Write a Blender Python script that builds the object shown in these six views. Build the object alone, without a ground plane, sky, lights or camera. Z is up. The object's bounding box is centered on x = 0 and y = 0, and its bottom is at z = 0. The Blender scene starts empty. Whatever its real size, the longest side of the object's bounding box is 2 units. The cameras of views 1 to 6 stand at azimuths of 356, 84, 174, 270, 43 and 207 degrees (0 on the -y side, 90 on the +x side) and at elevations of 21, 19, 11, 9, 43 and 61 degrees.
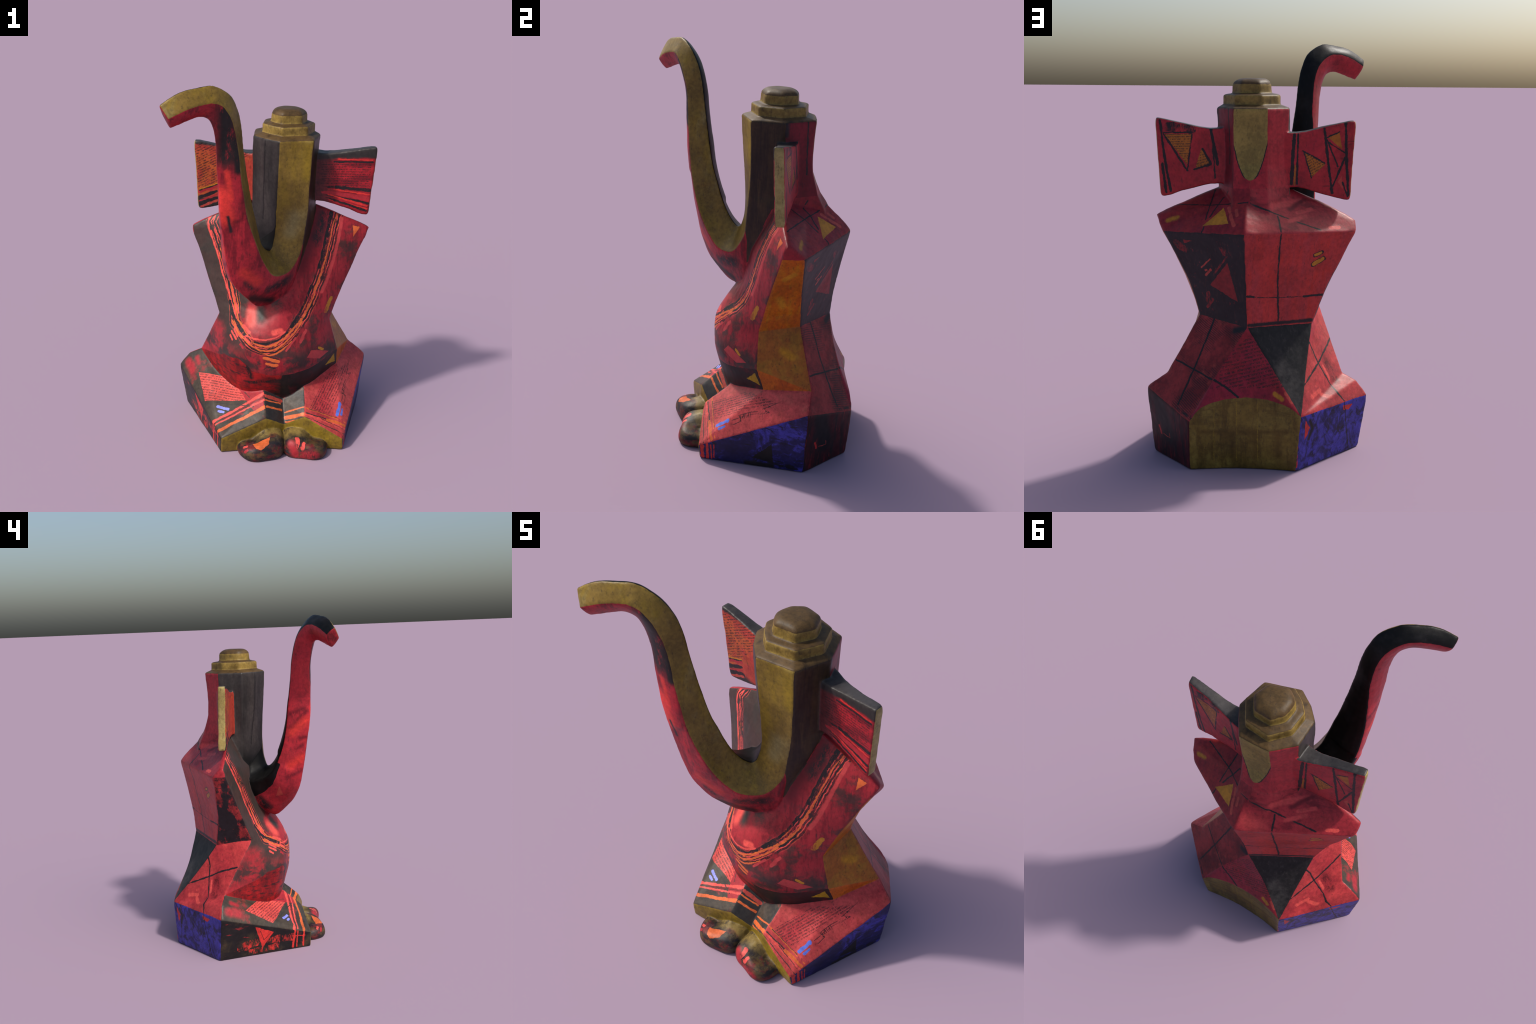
import bpy, bmesh, math, random
import numpy as np
from mathutils import Vector, noise
from mathutils.bvhtree import BVHTree

VOXEL = 0.0045

# ------------------------------------------------------------------ helpers
def V(*p):
    return np.array(p, float)

def lerp(a, b, t):
    return np.asarray(a, float) * (1 - t) + np.asarray(b, float) * t

def catmull(pts, n):
    """n points along a Catmull-Rom curve through pts"""
    p = np.array(pts, float)
    p = np.vstack([2 * p[0] - p[1], p, 2 * p[-1] - p[-2]])
    out = []
    for t in np.linspace(0, len(p) - 3 - 1e-9, n):
        i = int(t); f = t - i
        a, b, c, d = p[i], p[i + 1], p[i + 2], p[i + 3]
        out.append(0.5 * (2 * b + (c - a) * f + (2 * a - 5 * b + 4 * c - d) * f * f
                          + (3 * b - a - 3 * c + d) * f ** 3))
    return np.array(out)

PIECES = []          # (verts, faces, labels)

class Piece:
    """closed shell under construction: points plus faces that carry a paint label"""
    def __init__(self):
        self.v, self.f, self.l = [], [], []
    def pt(self, p):
        self.v.append(tuple(float(c) for c in p)); return len(self.v) - 1
    def face(self, idx, label):
        self.f.append(tuple(idx)); self.l.append(label)
    def poly(self, pts, label):
        self.face([self.pt(p) for p in pts], label)
    def grid(self, rows, label):
        """rows: list of equally long point rows; label: str or f(i,j)"""
        ids = [[self.pt(p) for p in r] for r in rows]
        for i in range(len(rows) - 1):
            for j in range(len(rows[0]) - 1):
                lab = label if isinstance(label, str) else label(i, j)
                self.face((ids[i][j], ids[i][j + 1], ids[i + 1][j + 1], ids[i + 1][j]), lab)
        return ids
    def done(self):
        PIECES.append((self.v, self.f, self.l))

# ------------------------------------------------------------------ key points
K = dict(
    # plinth of the folded legs: T = upper, B = ground; F front, S side, B back; L = -x, R = +x
    BFL=V(-.276,-.321,0), TFL=V(-.276,-.327,.086), BFR=V(.392,-.304,0), TFR=V(.390,-.313,.070),
    BSR=V(.548,.197,0), TSR=V(.580,.206,.336), BBR=V(.373,.440,0), TBR=V(.377,.462,.245),
    BBL=V(-.120,.503,0), TBL=V(-.141,.516,.273), BSL=V(-.466,.226,0), TSL=V(-.511,.209,.264),
    # waist
    WBC=V(.100,.368,.667), WBL=V(-.223,.226,.644), WBR=V(.318,.183,.688),
    WFR=V(.319,-.020,.662), WFL=V(-.287,.011,.680),
    # hips
    HL=V(-.386,.188,.373), HR=V(.372,-.029,.481), HRS=V(.478,.231,.412), HRB=V(.379,.009,.372),
    # shoulders
    tipR=V(.528,.076,1.167), tipL=V(-.445,.158,1.142), SRB=V(.491,.166,1.097), SLB=V(-.436,.221,1.094),
    MB=V(.118,.449,1.122), ridgeR=V(.226,.062,1.293), ridgeL=V(-.13,.125,1.290), N1=V(.100,.319,1.252),
    HT=V(-.454,.203,.336),
    # knees
    kneeL=V(-.033,-.288,.187), kneeLt=V(-.041,-.172,.288), kneeR=V(.178,-.279,.192), kneeRt=V(.184,-.143,.305),
    notch=V(.070,-.246,.125), notchT=V(.064,-.144,.232),
)

def build_torso():
    k = K
    # front rows: seven points from the left flank to the right flank
    F = [
        [k['tipL'], V(-.29,.142,1.222), k['ridgeL'], V(.05,.06,1.30), k['ridgeR'], V(.375,.069,1.233), k['tipR']],
        [V(-.434,.149,1.095), V(-.285,.095,1.13), V(-.13,.030,1.10), V(.02,-.02,1.10), V(.172,-.022,1.10), V(.345,.008,1.10), V(.494,.060,1.10)],
        [V(-.405,.126,1.03), V(-.27,.067,1.03), V(-.13,.008,1.03), V(0,-.03,1.03), V(.147,-.048,1.03), V(.31,-.018,1.03), V(.462,.048,1.03)],
        [V(-.345,.068,.85), V(-.24,.018,.85), V(-.13,-.042,.85), V(.01,-.072,.85), V(.14,-.078,.85), V(.275,-.046,.85), V(.387,.012,.85)],
        [V(-.311,.036,.75), V(-.22,-.015,.75), V(-.114,-.088,.745), V(.03,-.150,.75), V(.17,-.106,.75), V(.275,-.058,.75), V(.350,-.004,.75)],
        [k['WFL'], V(-.222,-.053,.668), V(-.12,-.150,.665), V(.02,-.198,.66), V(.155,-.160,.66), V(.262,-.085,.66), k['WFR']],
        [V(-.313,.057,.60), V(-.232,-.090,.595), V(-.13,-.180,.60), V(.02,-.219,.60), V(.158,-.173,.60), V(.264,-.098,.60), V(.338,-.024,.60)],
        [V(-.345,.115,.50), V(-.262,-.072,.482), V(-.182,-.172,.493), V(.02,-.221,.50), V(.155,-.196,.505), V(.27,-.115,.51), k['HR']],
        [V(-.367,.153,.43), V(-.271,-.034,.40), V(-.165,-.156,.40), V(.02,-.212,.43), V(.180,-.172,.43), V(.288,-.092,.43), V(.376,-.010,.43)],
        [k['HL'], V(-.279,.002,.326), V(-.147,-.136,.300), V(.04,-.188,.355), V(.188,-.148,.345), V(.29,-.070,.36), k['HRB']],
        [V(-.36,.21,.25), V(-.26,.03,.24), V(-.12,-.11,.23), V(.06,-.148,.24), V(.18,-.12,.25), V(.28,-.03,.26), V(.36,.05,.27)],
    ]
    M = 25
    back = [  # matching points across the back, right to left
        [V(.520,.095,1.168), V(.226,.085,1.293), k['N1'], V(-.13,.150,1.290), V(-.44,.172,1.144)],
        [k['SRB'], lerp(k['SRB'], k['MB'], .5), k['MB'], lerp(k['MB'], k['SLB'], .5), k['SLB']],
    ]
    def level(t):   # between shoulder edge and waist, a little hollow in the middle
        R, C, L = lerp(k['SRB'], k['WBR'], t), lerp(k['MB'], k['WBC'], t), lerp(k['SLB'], k['WBL'], t)
        C = C - V(0, .012 * math.sin(math.pi * t), 0)
        R = R + V(-.022 * math.sin(math.pi * t), 0, 0); L = L + V(.012 * math.sin(math.pi * t), -.020 * math.sin(math.pi * t), 0)
        return [R, lerp(R, C, .5), C, lerp(C, L, .5), L]
    lift = [0, .016, .006, .002, 0]
    mid = [lerp(a, b, .5) + V(0, 0, h) for a, b, h in zip(back[0], back[1], lift)]
    back.insert(1, mid)
    back += [level(.17), level(.58), level(.81), level(1.0)]
    p = Piece()
    dense = [catmull(r, M) for r in F[:6]]
    dense.insert(1, None)
    dense[0] = np.array([lerp(F[0][int(t)], F[0][min(int(t) + 1, 6)], t - int(t)) for t in np.linspace(0, 6, M)])
    dense[1] = (dense[0] + dense[2]) / 2
    dense[1][:, 1] = np.where(np.abs(dense[1][:, 0] - .04) > .2, dense[1][:, 1] - .004, dense[1][:, 1])
    rings = [list(d) + b for d, b in zip(dense, back)]
    n = len(rings[0])
    ids = [[p.pt(q) for q in r] for r in rings]
    names = {M - 1: 'side_right', M: 'back_right', M + 1: 'back_right', M + 2: 'back_left', M + 3: 'back_left', M + 4: 'side_left'}
    top = {M - 1: 'shoulder_right', M: 'shoulder_right', M + 1: 'shoulder_right', M + 2: 'shoulder_left', M + 3: 'shoulder_left', M + 4: 'shoulder_left'}
    for i in range(6):
        for j in range(n):
            j2 = (j + 1) % n
            lab = (top if i < 2 else names).get(j, 'chest')
            p.face((ids[i][j], ids[i][j2], ids[i + 1][j2], ids[i + 1][j]), lab)
    # roof strip between the front and the back of the shoulder ridge
    spine = [ids[0][M + 4]] + [ids[0][M + 4 - 1 - int(t)] for t in (0, 1, 2)] + [ids[0][M]]
    for j in range(M - 1):
        q = min(4, int(round(j / (M - 1) * 4))); q2 = min(4, int(round((j + 1) / (M - 1) * 4)))
        lab = 'shoulder_left' if j < M // 2 else 'shoulder_right'
        p.face((ids[0][j], ids[0][j + 1], spine[q]), lab)
        if q2 != q:
            p.face((ids[0][j + 1], spine[q2], spine[q]), lab)
    r = ids[-1]
    c = p.pt(np.mean([p.v[q] for q in r], axis=0))
    for j in range(n):
        p.face((r[j], r[(j + 1) % n], c), 'inner')
    p.done()
    # belly: the front rows below the chest, closed towards the inside
    p = Piece()
    cols = [catmull([r[j] for r in F[3:]], 33) for j in range(1, 6)]
    e0 = [lerp(F[3:][int(t)][0], F[3:][min(int(t) + 1, 7)][0], t - int(t)) for t in np.linspace(0, 7, 33)]
    e1 = [lerp(F[3:][int(t)][6], F[3:][min(int(t) + 1, 7)][6], t - int(t)) for t in np.linspace(0, 7, 33)]
    rows = []
    for i in range(33):
        r = [e0[i]] + [c[i] for c in cols] + [e1[i]]
        rows.append(catmull(r, 33))
    g = p.grid(rows, 'chest')
    hub = p.pt(V(.03, .12, .55))
    rim = g[0] + [r[-1] for r in g[1:]] + g[-1][-2::-1] + [r[0] for r in g[-2:0:-1]]
    for a, b in zip(rim, rim[1:] + rim[:1]):
        p.face((a, b, hub), 'inner')
    p.done()

def arch_rows():
    k = K
    us = np.linspace(0, 1, 17)
    zt = np.interp(us, [0, .03, .08, .15, .3, .5, .7, .85, .94, 1], [.245, .275, .303, .325, .348, .357, .347, .325, .300, .273])
    top, bot = [], []
    for u, z in zip(us, zt):
        q = lerp(k['TBR'], k['TBL'], u); s = 4 * u * (1 - u)
        top.append(V(q[0] - .008 * s, q[1] - .030 * s, z))
        q = lerp(k['BBR'], k['BBL'], u)
        bot.append(V(q[0], q[1] - .024 * s, 0))
    return top, bot

def build_lower_body():
    k = K
    top, bot = arch_rows()
    p = Piece()
    # back panel with printed text, from the waist point down to the arch
    rows = []
    for t in np.linspace(0, 1, 9):
        rows.append([lerp(k['WBC'], q, t) - V(0, .020 * math.sin(math.pi * t), 0) for q in top])
    p.grid(rows, 'back_text')
    # gold arch, hollow
    p.grid([[lerp(a, b, t) for a, b in zip(top, bot)] for t in np.linspace(0, 1, 7)], 'arch')
    # black wedge
    p.grid([[lerp(lerp(k['WBC'], k['TBL'], t) - V(0, .020 * math.sin(math.pi * t), 0),
                  lerp(k['WBL'], k['TBL'], t) - V(.0, .010 * math.sin(math.pi * t), 0), s) for s in (0, .5, 1)] for t in np.linspace(0, 1, 9)], 'back_black')
    # left hip
    def hip(a, b, c, d, label, bow):
        # quad a-b (top) to d-c (bottom), bowed inwards by vector bow
        p.grid([[lerp(lerp(a, b, s), lerp(d, c, s), t) + bow * math.sin(math.pi * t) for s in np.linspace(0, 1, 5)] for t in np.linspace(0, 1, 7)], label)
    z0 = V(0, 0, 0)
    hipc = lerp(k['HL'], k['TBL'], .5) + V(.03, -.0, .01)
    p.grid([[lerp(lerp(k['WBL'], k['TBL'], t) - V(0, .010 * math.sin(math.pi * t), 0), lerp(k['WFL'], k['HL'], t), s) + V(-.7, .7, .2) * .016 * math.sin(math.pi * s) * math.sin(math.pi * min(1, t * .8 + .2)) * s for s in np.linspace(0, 1, 7)] for t in np.linspace(0, 1, 9)], 'hip_left')
    p.poly([k['HL'], k['HT'], k['TBL']], 'hip_left'); p.poly([k['HT'], k['TSL'], k['TBL']], 'hip_left')
    # right hip: back panel and orange flank
    p.grid([[lerp(lerp(k['WBR'], k['HRS'], t), lerp(k['WBC'], k['TBR'], t) - V(0, .020 * math.sin(math.pi * t), 0), s) for s in np.linspace(0, 1, 5)] for t in np.linspace(0, 1, 9)], 'hip_back_right')
    p.poly([k['HRS'], k['TBR'], k['TSR']], 'hip_back_right')
    p.poly([k['WFR'], k['WBR'], k['HRS'], k['HR']], 'hip_orange')
    p.poly([k['HR'], k['HRS'], k['HRB']], 'hip_under')
    # walls
    p.poly([k['TBL'], k['TSL'], k['BSL'], k['BBL']], 'wall_left_back')
    p.poly([k['TSR'], k['TBR'], k['BBR'], k['BSR']], 'wall_right_back')
    p.poly([k['TSL'], k['TFL'], k['BFL'], k['BSL']], 'wall_left')
    p.poly([k['TFR'], k['TSR'], k['BSR'], k['BFR']], 'wall_right')
    # front of the shins and the thigh tops
    nb = V(.070, -.246, 0)
    p.poly([k['TFL'], k['kneeL'], V(-.033,-.288,0), k['BFL']], 'shin_front')
    p.poly([k['kneeL'], k['notch'], nb, V(-.033,-.288,0)], 'shin_front')
    p.poly([k['notch'], k['kneeR'], V(.178,-.279,0), nb], 'shin_front')
    p.poly([k['kneeR'], k['TFR'], k['BFR'], V(.178,-.279,0)], 'shin_front')
    iL, iR = V(-.16,.02,.33), V(.22,.03,.36)
    p.poly([k['TSL'], k['TFL'], k['HT']], 'thigh_left'); p.poly([k['HT'], k['TFL'], k['HL']], 'thigh_left')
    p.poly([k['TFL'], k['kneeLt'], iL, k['HL']], 'thigh_left')
    p.poly([k['TFL'], k['kneeL'], k['kneeLt']], 'thigh_left')
    p.poly([k['TFR'], k['kneeR'], k['kneeRt']], 'thigh_right')
    p.poly([k['TFR'], k['kneeRt'], iR, k['HRB']], 'thigh_right')
    p.poly([k['TFR'], k['TSR'], k['HRB']], 'thigh_right')
    p.poly([k['TSR'], k['HRS'], k['HRB']], 'thigh_right')
    p.poly([k['kneeL'], k['notch'], k['notchT'], k['kneeLt']], 'knee_inner_left')
    p.poly([k['kneeR'], k['notch'], k['notchT'], k['kneeRt']], 'knee_inner_right')
    # hidden closure
    p.poly([k['notchT'], k['kneeLt'], iL, iR, k['kneeRt']], 'inner')
    p.poly([iL, iR, k['HRB'], k['HR'], k['WFR'], k['WFL'], k['HL']], 'inner')
    p.poly([k['WFL'], k['WFR'], k['WBR'], k['WBC'], k['WBL']], 'inner')
    p.poly([k['BFL'], V(-.033,-.288,0), nb, V(.178,-.279,0), k['BFR'], k['BSR'], k['BBR']] + bot[1:-1] + [k['BBL'], k['BSL']], 'underside')
    p.done()

HEAD = dict(A=V(-.003,-.104), H=V(.175,-.073), R=V(.227,.085), G=V(.156,.241), M=V(.078,.250), F=V(-.001,.257), E=V(-.108,.176), C=V(-.127,.032), B=V(-.072,-.043))
HEAD_ORDER = 'AHRGMFECB'
HEAD_FACE = dict(A='head_front', H='head_right', R='head_right_back', G='head_back', M='head_back', F='head_left_back', E='head_left', C='head_left', B='head_left')
# how the tower corners drift on the way down: (z, shift of the back, front corner H, corner R, shift of B)
HEAD_LEVELS = [
    (1.677, 0, (.175,-.073), (.227,.085), 0, -.105), (1.60, -.008, (.170,-.070), (.222,.085), 0, -.100),
    (1.50, -.012, (.167,-.068), (.220,.085), .003, -.093), (1.42, -.008, (.164,-.068), (.220,.085), .008, -.086),
    (1.36, .009, (.163,-.070), (.220,.085), .014, -.082), (1.31, .022, (.161,-.073), (.220,.075), .018, -.078),
    (1.26, .043, (.157,-.076), (.215,.035), .020, -.076), (1.19, .070, (.150,-.082), (.199,.006), .022, -.075),
    (1.12, .060, (.140,-.086), (.177,-.018), .022, -.074), (1.04, .04, (.117,-.102), (.149,-.046), .022, -.074), (.95, .03, (.085,-.100), (.116,-.070), .022, -.074)]
TIER2 = [V(.013,-.060), V(.143,-.034), V(.194,.076), V(.144,.187), V(.020,.217), V(-.061,.146), V(-.080,.044), V(-.042,-.012)]
TIER1 = [V(.016,-.018), V(.115,-.002), V(.152,.076), V(.116,.152), V(.028,.168), V(-.022,.120), V(-.034,.048), V(-.012,.010)]

def build_head():
    p = Piece()
    rings = []
    for z, back, h, r, b, fy in HEAD_LEVELS:
        q = {n: HEAD[n].copy() for n in HEAD_ORDER}
        q['H'], q['R'], q['A'] = V(*h), V(*r), V(-.003, fy)
        for n, w in (('G', 1.0), ('M', 1.6 if back > 0 else 1), ('F', 1.0), ('E', .4)):
            q[n] = q[n] + V({'G': .15, 'M': .1, 'F': 0, 'E': -.2}[n], 1) * back * w
        q['B'] = q['B'] + V(b, b); q['C'] = q['C'] + V(b * .5, b * .6)
        rings.append([V(*q[n], z) for n in HEAD_ORDER])
    N = len(HEAD_ORDER)
    ids = [[p.pt(q) for q in r] for r in rings]
    for i in range(len(rings) - 1):
        for j, n in enumerate(HEAD_ORDER):
            lab = HEAD_FACE[n]
            if HEAD_LEVELS[i][0] < 1.33 and n in 'RGMF':
                lab = 'shoulder_right' if n in 'RG' else 'shoulder_left'
            p.face((ids[i][j], ids[i][(j + 1) % N], ids[i + 1][(j + 1) % N], ids[i + 1][j]), lab)
    p.face(ids[-1], 'inner')
    tier = TIER2[:4] + [lerp(TIER2[3], TIER2[4], .5)] + TIER2[4:]
    rim = [p.pt(V(*lerp(HEAD[n], t, .8), 1.690)) for n, t in zip(HEAD_ORDER, tier)]
    for j in range(N):
        p.face((ids[0][j], ids[0][(j + 1) % N], rim[(j + 1) % N], rim[j]), 'head_top')
    p.face(rim, 'inner')
    p.done()
    for poly, z0, z1, dome in ((TIER2, 1.66, 1.737, 1.744), (TIER1, 1.70, 1.790, 1.815)):
        p = Piece()
        c = np.mean(poly, axis=0)
        a = [p.pt(V(*q, z0)) for q in poly]; b = [p.pt(V(*q, z1)) for q in poly]
        e = [p.pt(V(*lerp(q, c, .13), lerp(z1, dome, .62))) for q in poly]
        d = [p.pt(V(*lerp(q, c, .40), dome)) for q in poly]
        for j in range(8):
            j2 = (j + 1) % 8
            p.face((a[j], a[j2], b[j2], b[j]), 'crown_side'); p.face((b[j], b[j2], e[j2], e[j]), 'crown_top'); p.face((e[j], e[j2], d[j2], d[j]), 'crown_top')
        p.face(d, 'crown_top'); p.face(a, 'inner')
        p.done()

# trunk cross-sections from the tip down to the root: gold/black, gold/red, red front and red/black edges
TRUNK = [
    [(-.588,-.490,1.926), (-.546,-.519,1.868), (-.540,-.476,1.816), (-.580,-.446,1.888)],
    [(-.500,-.462,1.975), (-.466,-.490,1.903), (-.460,-.434,1.845), (-.498,-.404,1.931)],
    [(-.420,-.430,1.993), (-.394,-.452,1.921), (-.407,-.406,1.858), (-.420,-.366,1.948)],
    [(-.340,-.388,1.997), (-.319,-.424,1.922), (-.365,-.385,1.844), (-.368,-.336,1.935)],
    [(-.264,-.348,1.950), (-.270,-.397,1.868), (-.341,-.373,1.798), (-.320,-.302,1.890)],
    [(-.227,-.314,1.877), (-.243,-.377,1.795), (-.331,-.366,1.743), (-.292,-.281,1.825)],
    [(-.208,-.295,1.790), (-.228,-.366,1.720), (-.325,-.362,1.680), (-.281,-.263,1.735)],
    [(-.195,-.282,1.690), (-.217,-.363,1.640), (-.320,-.361,1.600), (-.278,-.254,1.645)],
    [(-.178,-.268,1.580), (-.203,-.359,1.535), (-.313,-.360,1.510), (-.283,-.244,1.545)],
    [(-.160,-.255,1.480), (-.189,-.354,1.449), (-.305,-.357,1.420), (-.287,-.232,1.454)],
    [(-.140,-.238,1.383), (-.172,-.347,1.360), (-.293,-.342,1.310), (-.289,-.220,1.360)],
    [(-.121,-.215,1.300), (-.146,-.336,1.277), (-.278,-.326,1.197), (-.286,-.202,1.262)],
    [(-.105,-.195,1.230), (-.113,-.315,1.186), (-.258,-.306,1.075), (-.276,-.166,1.155)],
    [(-.083,-.160,1.148), (-.075,-.280,1.090), (-.228,-.284,.975), (-.246,-.115,1.075)],
    [(-.047,-.124,1.098), (-.016,-.219,.994), (-.158,-.237,.880), (-.196,-.050,1.030)],
    [(-.020,-.096,1.103), (.067,-.153,.990), (-.075,-.142,.788), (-.150,.030,1.030)],
    [(-.006,-.078,1.185), (.119,-.108,1.055), (.065,-.084,.832), (-.110,.070,1.090)],
    [(-.000,-.074,1.300), (.143,-.082,1.140), (.118,-.062,.960), (-.060,.080,1.150)],
    [(.005,-.066,1.450), (.150,-.060,1.320), (.150,.000,1.130), (-.060,.080,1.300)],
]

def build_trunk():
    p = Piece()
    n = 90
    edges = [catmull([s[e] for s in TRUNK], n) for e in range(4)]
    labs = ['trunk_gold', 'trunk_red', 'trunk_red_side', 'trunk_black']
    ids = []
    for i in range(n):
        q = [edges[e][i] for e in range(4)]
        c = sum(q) / 4
        ring = []
        for e in range(4):      # four sub-points per side, sides bulge a little
            a, b = q[e], q[(e + 1) % 4]
            for s in (0, .25, .5, .75):
                m = lerp(a, b, s)
                d = m - c; d /= np.linalg.norm(d) + 1e-9
                k = i / (n - 1) * (len(TRUNK) - 1)
                bul = (-.03 if k > 11 else .01, .03 if k > 10 else .07, .15 if k > 12 else .10, .08 if k < 12 else .02)[e]
                ring.append(p.pt(m + d * bul * np.linalg.norm(b - a) * 4 * s * (1 - s)))
        ids.append(ring)
    for i in range(n - 1):
        for j in range(16):
            p.face((ids[i][j], ids[i][(j + 1) % 16], ids[i + 1][(j + 1) % 16], ids[i + 1][j]),
                   labs[j // 4])
    p.face(ids[0], 'trunk_tip'); p.face(ids[-1], 'inner')
    p.done()

def build_ear(outer_top, outer_bot, top, bottom, thick, tag):
    """flared slab; top and bottom edge points run from the head to the outer edge"""
    p = Piece()
    def face_rows(dy):
        rows = []
        for a, b in zip(top, bottom):
            w = 1 + 1.0 * max(0, 1 - len(rows) / 3.0) if dy < 0 else 1 + 2.2 * max(0, 1 - len(rows) / 4.0) + .5 * math.sin(math.pi * min(1, len(rows) / 6))
            rows.append([lerp(a, b, t) + V(0, dy * w, 0) for t in np.linspace(0, 1, 5)])
        return rows
    f = face_rows(-thick / 2); b = face_rows(thick / 2)
    fi = [[p.pt(q) for q in r] for r in f]; bi = [[p.pt(q) for q in r] for r in b]
    for i in range(len(f) - 1):
        for j in range(4):
            p.face((fi[i][j], fi[i][j + 1], fi[i + 1][j + 1], fi[i + 1][j]), 'ear_front_' + tag)
            p.face((bi[i][j], bi[i][j + 1], bi[i + 1][j + 1], bi[i + 1][j]), 'ear_back_' + tag)
        p.face((fi[i][0], fi[i + 1][0], bi[i + 1][0], bi[i][0]), 'ear_rim_' + tag)
        p.face((fi[i][4], fi[i + 1][4], bi[i + 1][4], bi[i][4]), 'ear_rim_' + tag)
    for r, lab in ((0, 'inner'), (-1, 'ear_edge_' + tag)):
        for j in range(4):
            p.face((fi[r][j], fi[r][j + 1], bi[r][j + 1], bi[r][j]), lab)
    p.done()

def build_ears():
    build_ear(None, None,
              [V(.12,.095,1.585), V(.215,.085,1.582), V(.26,.074,1.580), V(.323,.060,1.589), V(.40,.045,1.605), V(.46,.034,1.618), V(.521,.023,1.630)],
              [V(.12,.095,1.315), V(.215,.088,1.325), V(.26,.080,1.321), V(.323,.071,1.306), V(.40,.059,1.283), V(.45,.050,1.262), V(.499,.043,1.252)], .044, 'right')
    build_ear(None, None,
              [V(-.06,.12,1.565), V(-.118,.124,1.564), V(-.15,.128,1.564), V(-.20,.131,1.571), V(-.29,.138,1.593), V(-.36,.143,1.609), V(-.432,.147,1.622)],
              [V(-.06,.12,1.30), V(-.118,.128,1.309), V(-.15,.132,1.308), V(-.20,.138,1.296), V(-.28,.146,1.272), V(-.34,.154,1.256), V(-.407,.162,1.243)], .042, 'left')

def build_foot(outline, heights, tag):
    """toes: a rounded lump from ground outline, waist outline and top"""
    p = Piece()
    o = catmull(outline + [outline[0]], 41)[:-1]
    h = catmull([(x, 0, 0) for x in heights + [heights[0]]], 41)[:-1, 0]
    c = o.mean(axis=0)
    rings = []
    for fz, fs in ((0.0, .93), (.2, .995), (.45, .99), (.70, .93), (.87, .82), (.97, .62), (1.0, .3)):
        rings.append([V(*(c + (q - c) * fs), hz * fz) for q, hz in zip(o, h)])
    ids = [[p.pt(q) for q in r] for r in rings]
    m = len(o)
    for i in range(len(rings) - 1):
        for j in range(m):
            p.face((ids[i][j], ids[i][(j + 1) % m], ids[i + 1][(j + 1) % m], ids[i + 1][j]), 'foot_' + tag)
    p.face(ids[0], 'foot_' + tag); p.face(ids[-1], 'foot_' + tag)
    p.done()

def build_feet():
    build_foot([V(-.185,-.29), V(-.183,-.35), V(-.150,-.405), (-.100,-.428), V(-.03,-.416), V(.03,-.395), V(.064,-.35), V(.066,-.24), V(-.02,-.20), V(-.13,-.22)],
               [.066, .072, .077, .082, .090, .098, .107, .118, .114, .088], 'left')
    build_foot([V(.062,-.24), V(.066,-.35), V(.10,-.388), V(.16,-.398), V(.225,-.412), V(.275,-.392), V(.300,-.34), V(.296,-.27), V(.22,-.20), V(.13,-.20)],
               [.118, .107, .098, .090, .080, .075, .070, .066, .095, .114], 'right')

# ------------------------------------------------------------------ skin
def make_skin():
    build_torso(); build_lower_body(); build_head(); build_trunk(); build_ears(); build_feet()
    verts, faces, labels = [], [], []
    for v, f, l in PIECES:
        bm = bmesh.new()
        bv = [bm.verts.new(q) for q in v]
        lay = bm.faces.layers.int.new('lab')
        names = sorted(set(l))
        for fc, lb in zip(f, l):
            try:
                bf = bm.faces.new([bv[i] for i in fc])
            except ValueError:
                continue
            bf[lay] = names.index(lb)
        bmesh.ops.remove_doubles(bm, verts=bm.verts, dist=1e-5)
        bmesh.ops.dissolve_degenerate(bm, edges=bm.edges, dist=1e-5)
        bmesh.ops.triangulate(bm, faces=bm.faces)
        bmesh.ops.recalc_face_normals(bm, faces=bm.faces)
        bm.verts.index_update()
        o = len(verts)
        verts += [tuple(q.co) for q in bm.verts]
        for bf in bm.faces:
            faces.append(tuple(o + q.index for q in bf.verts)); labels.append(names[bf[lay]])
        bm.free()
    return verts, faces, labels

def remesh(verts, faces):
    me = bpy.data.meshes.new('source'); me.from_pydata(verts, [], faces); me.update()
    ob = bpy.data.objects.new('source', me); bpy.context.scene.collection.objects.link(ob)
    m = ob.modifiers.new('r', 'REMESH'); m.mode = 'VOXEL'; m.voxel_size = VOXEL; m.use_smooth_shade = True
    dg = bpy.context.evaluated_depsgraph_get()
    out = bpy.data.meshes.new_from_object(ob.evaluated_get(dg))
    bpy.data.objects.remove(ob)
    return out

# ------------------------------------------------------------------ smooth, label, split
PART_OF = {}
for part, labs in {
    'torso': 'side_right side_left back_right back_left shoulder_right shoulder_left',
    'belly': 'belly_low_left belly_low_right',
    'hip': 'hip_left hip_back_right hip_orange hip_under back_text back_black',
    'seat': 'arch wall_left_back wall_right_back underside',
    'leg': 'thigh_left wall_left knee_inner_left', 'leg.001': 'thigh_right wall_right knee_inner_right',
    'foot': 'foot_left', 'foot.001': 'foot_right',
    'head': 'head_front head_right head_right_back head_back head_left_back head_left head_top',
    'crown': 'crown_side crown_top',
    'trunk': 'trunk_gold trunk_red trunk_red_side trunk_black trunk_tip',
    'ear': 'ear_front_left ear_back_left ear_rim_left ear_edge_left',
    'ear.001': 'ear_front_right ear_back_right ear_rim_right ear_edge_right',
}.items():
    for l in labs.split():
        PART_OF[l] = part

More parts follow.
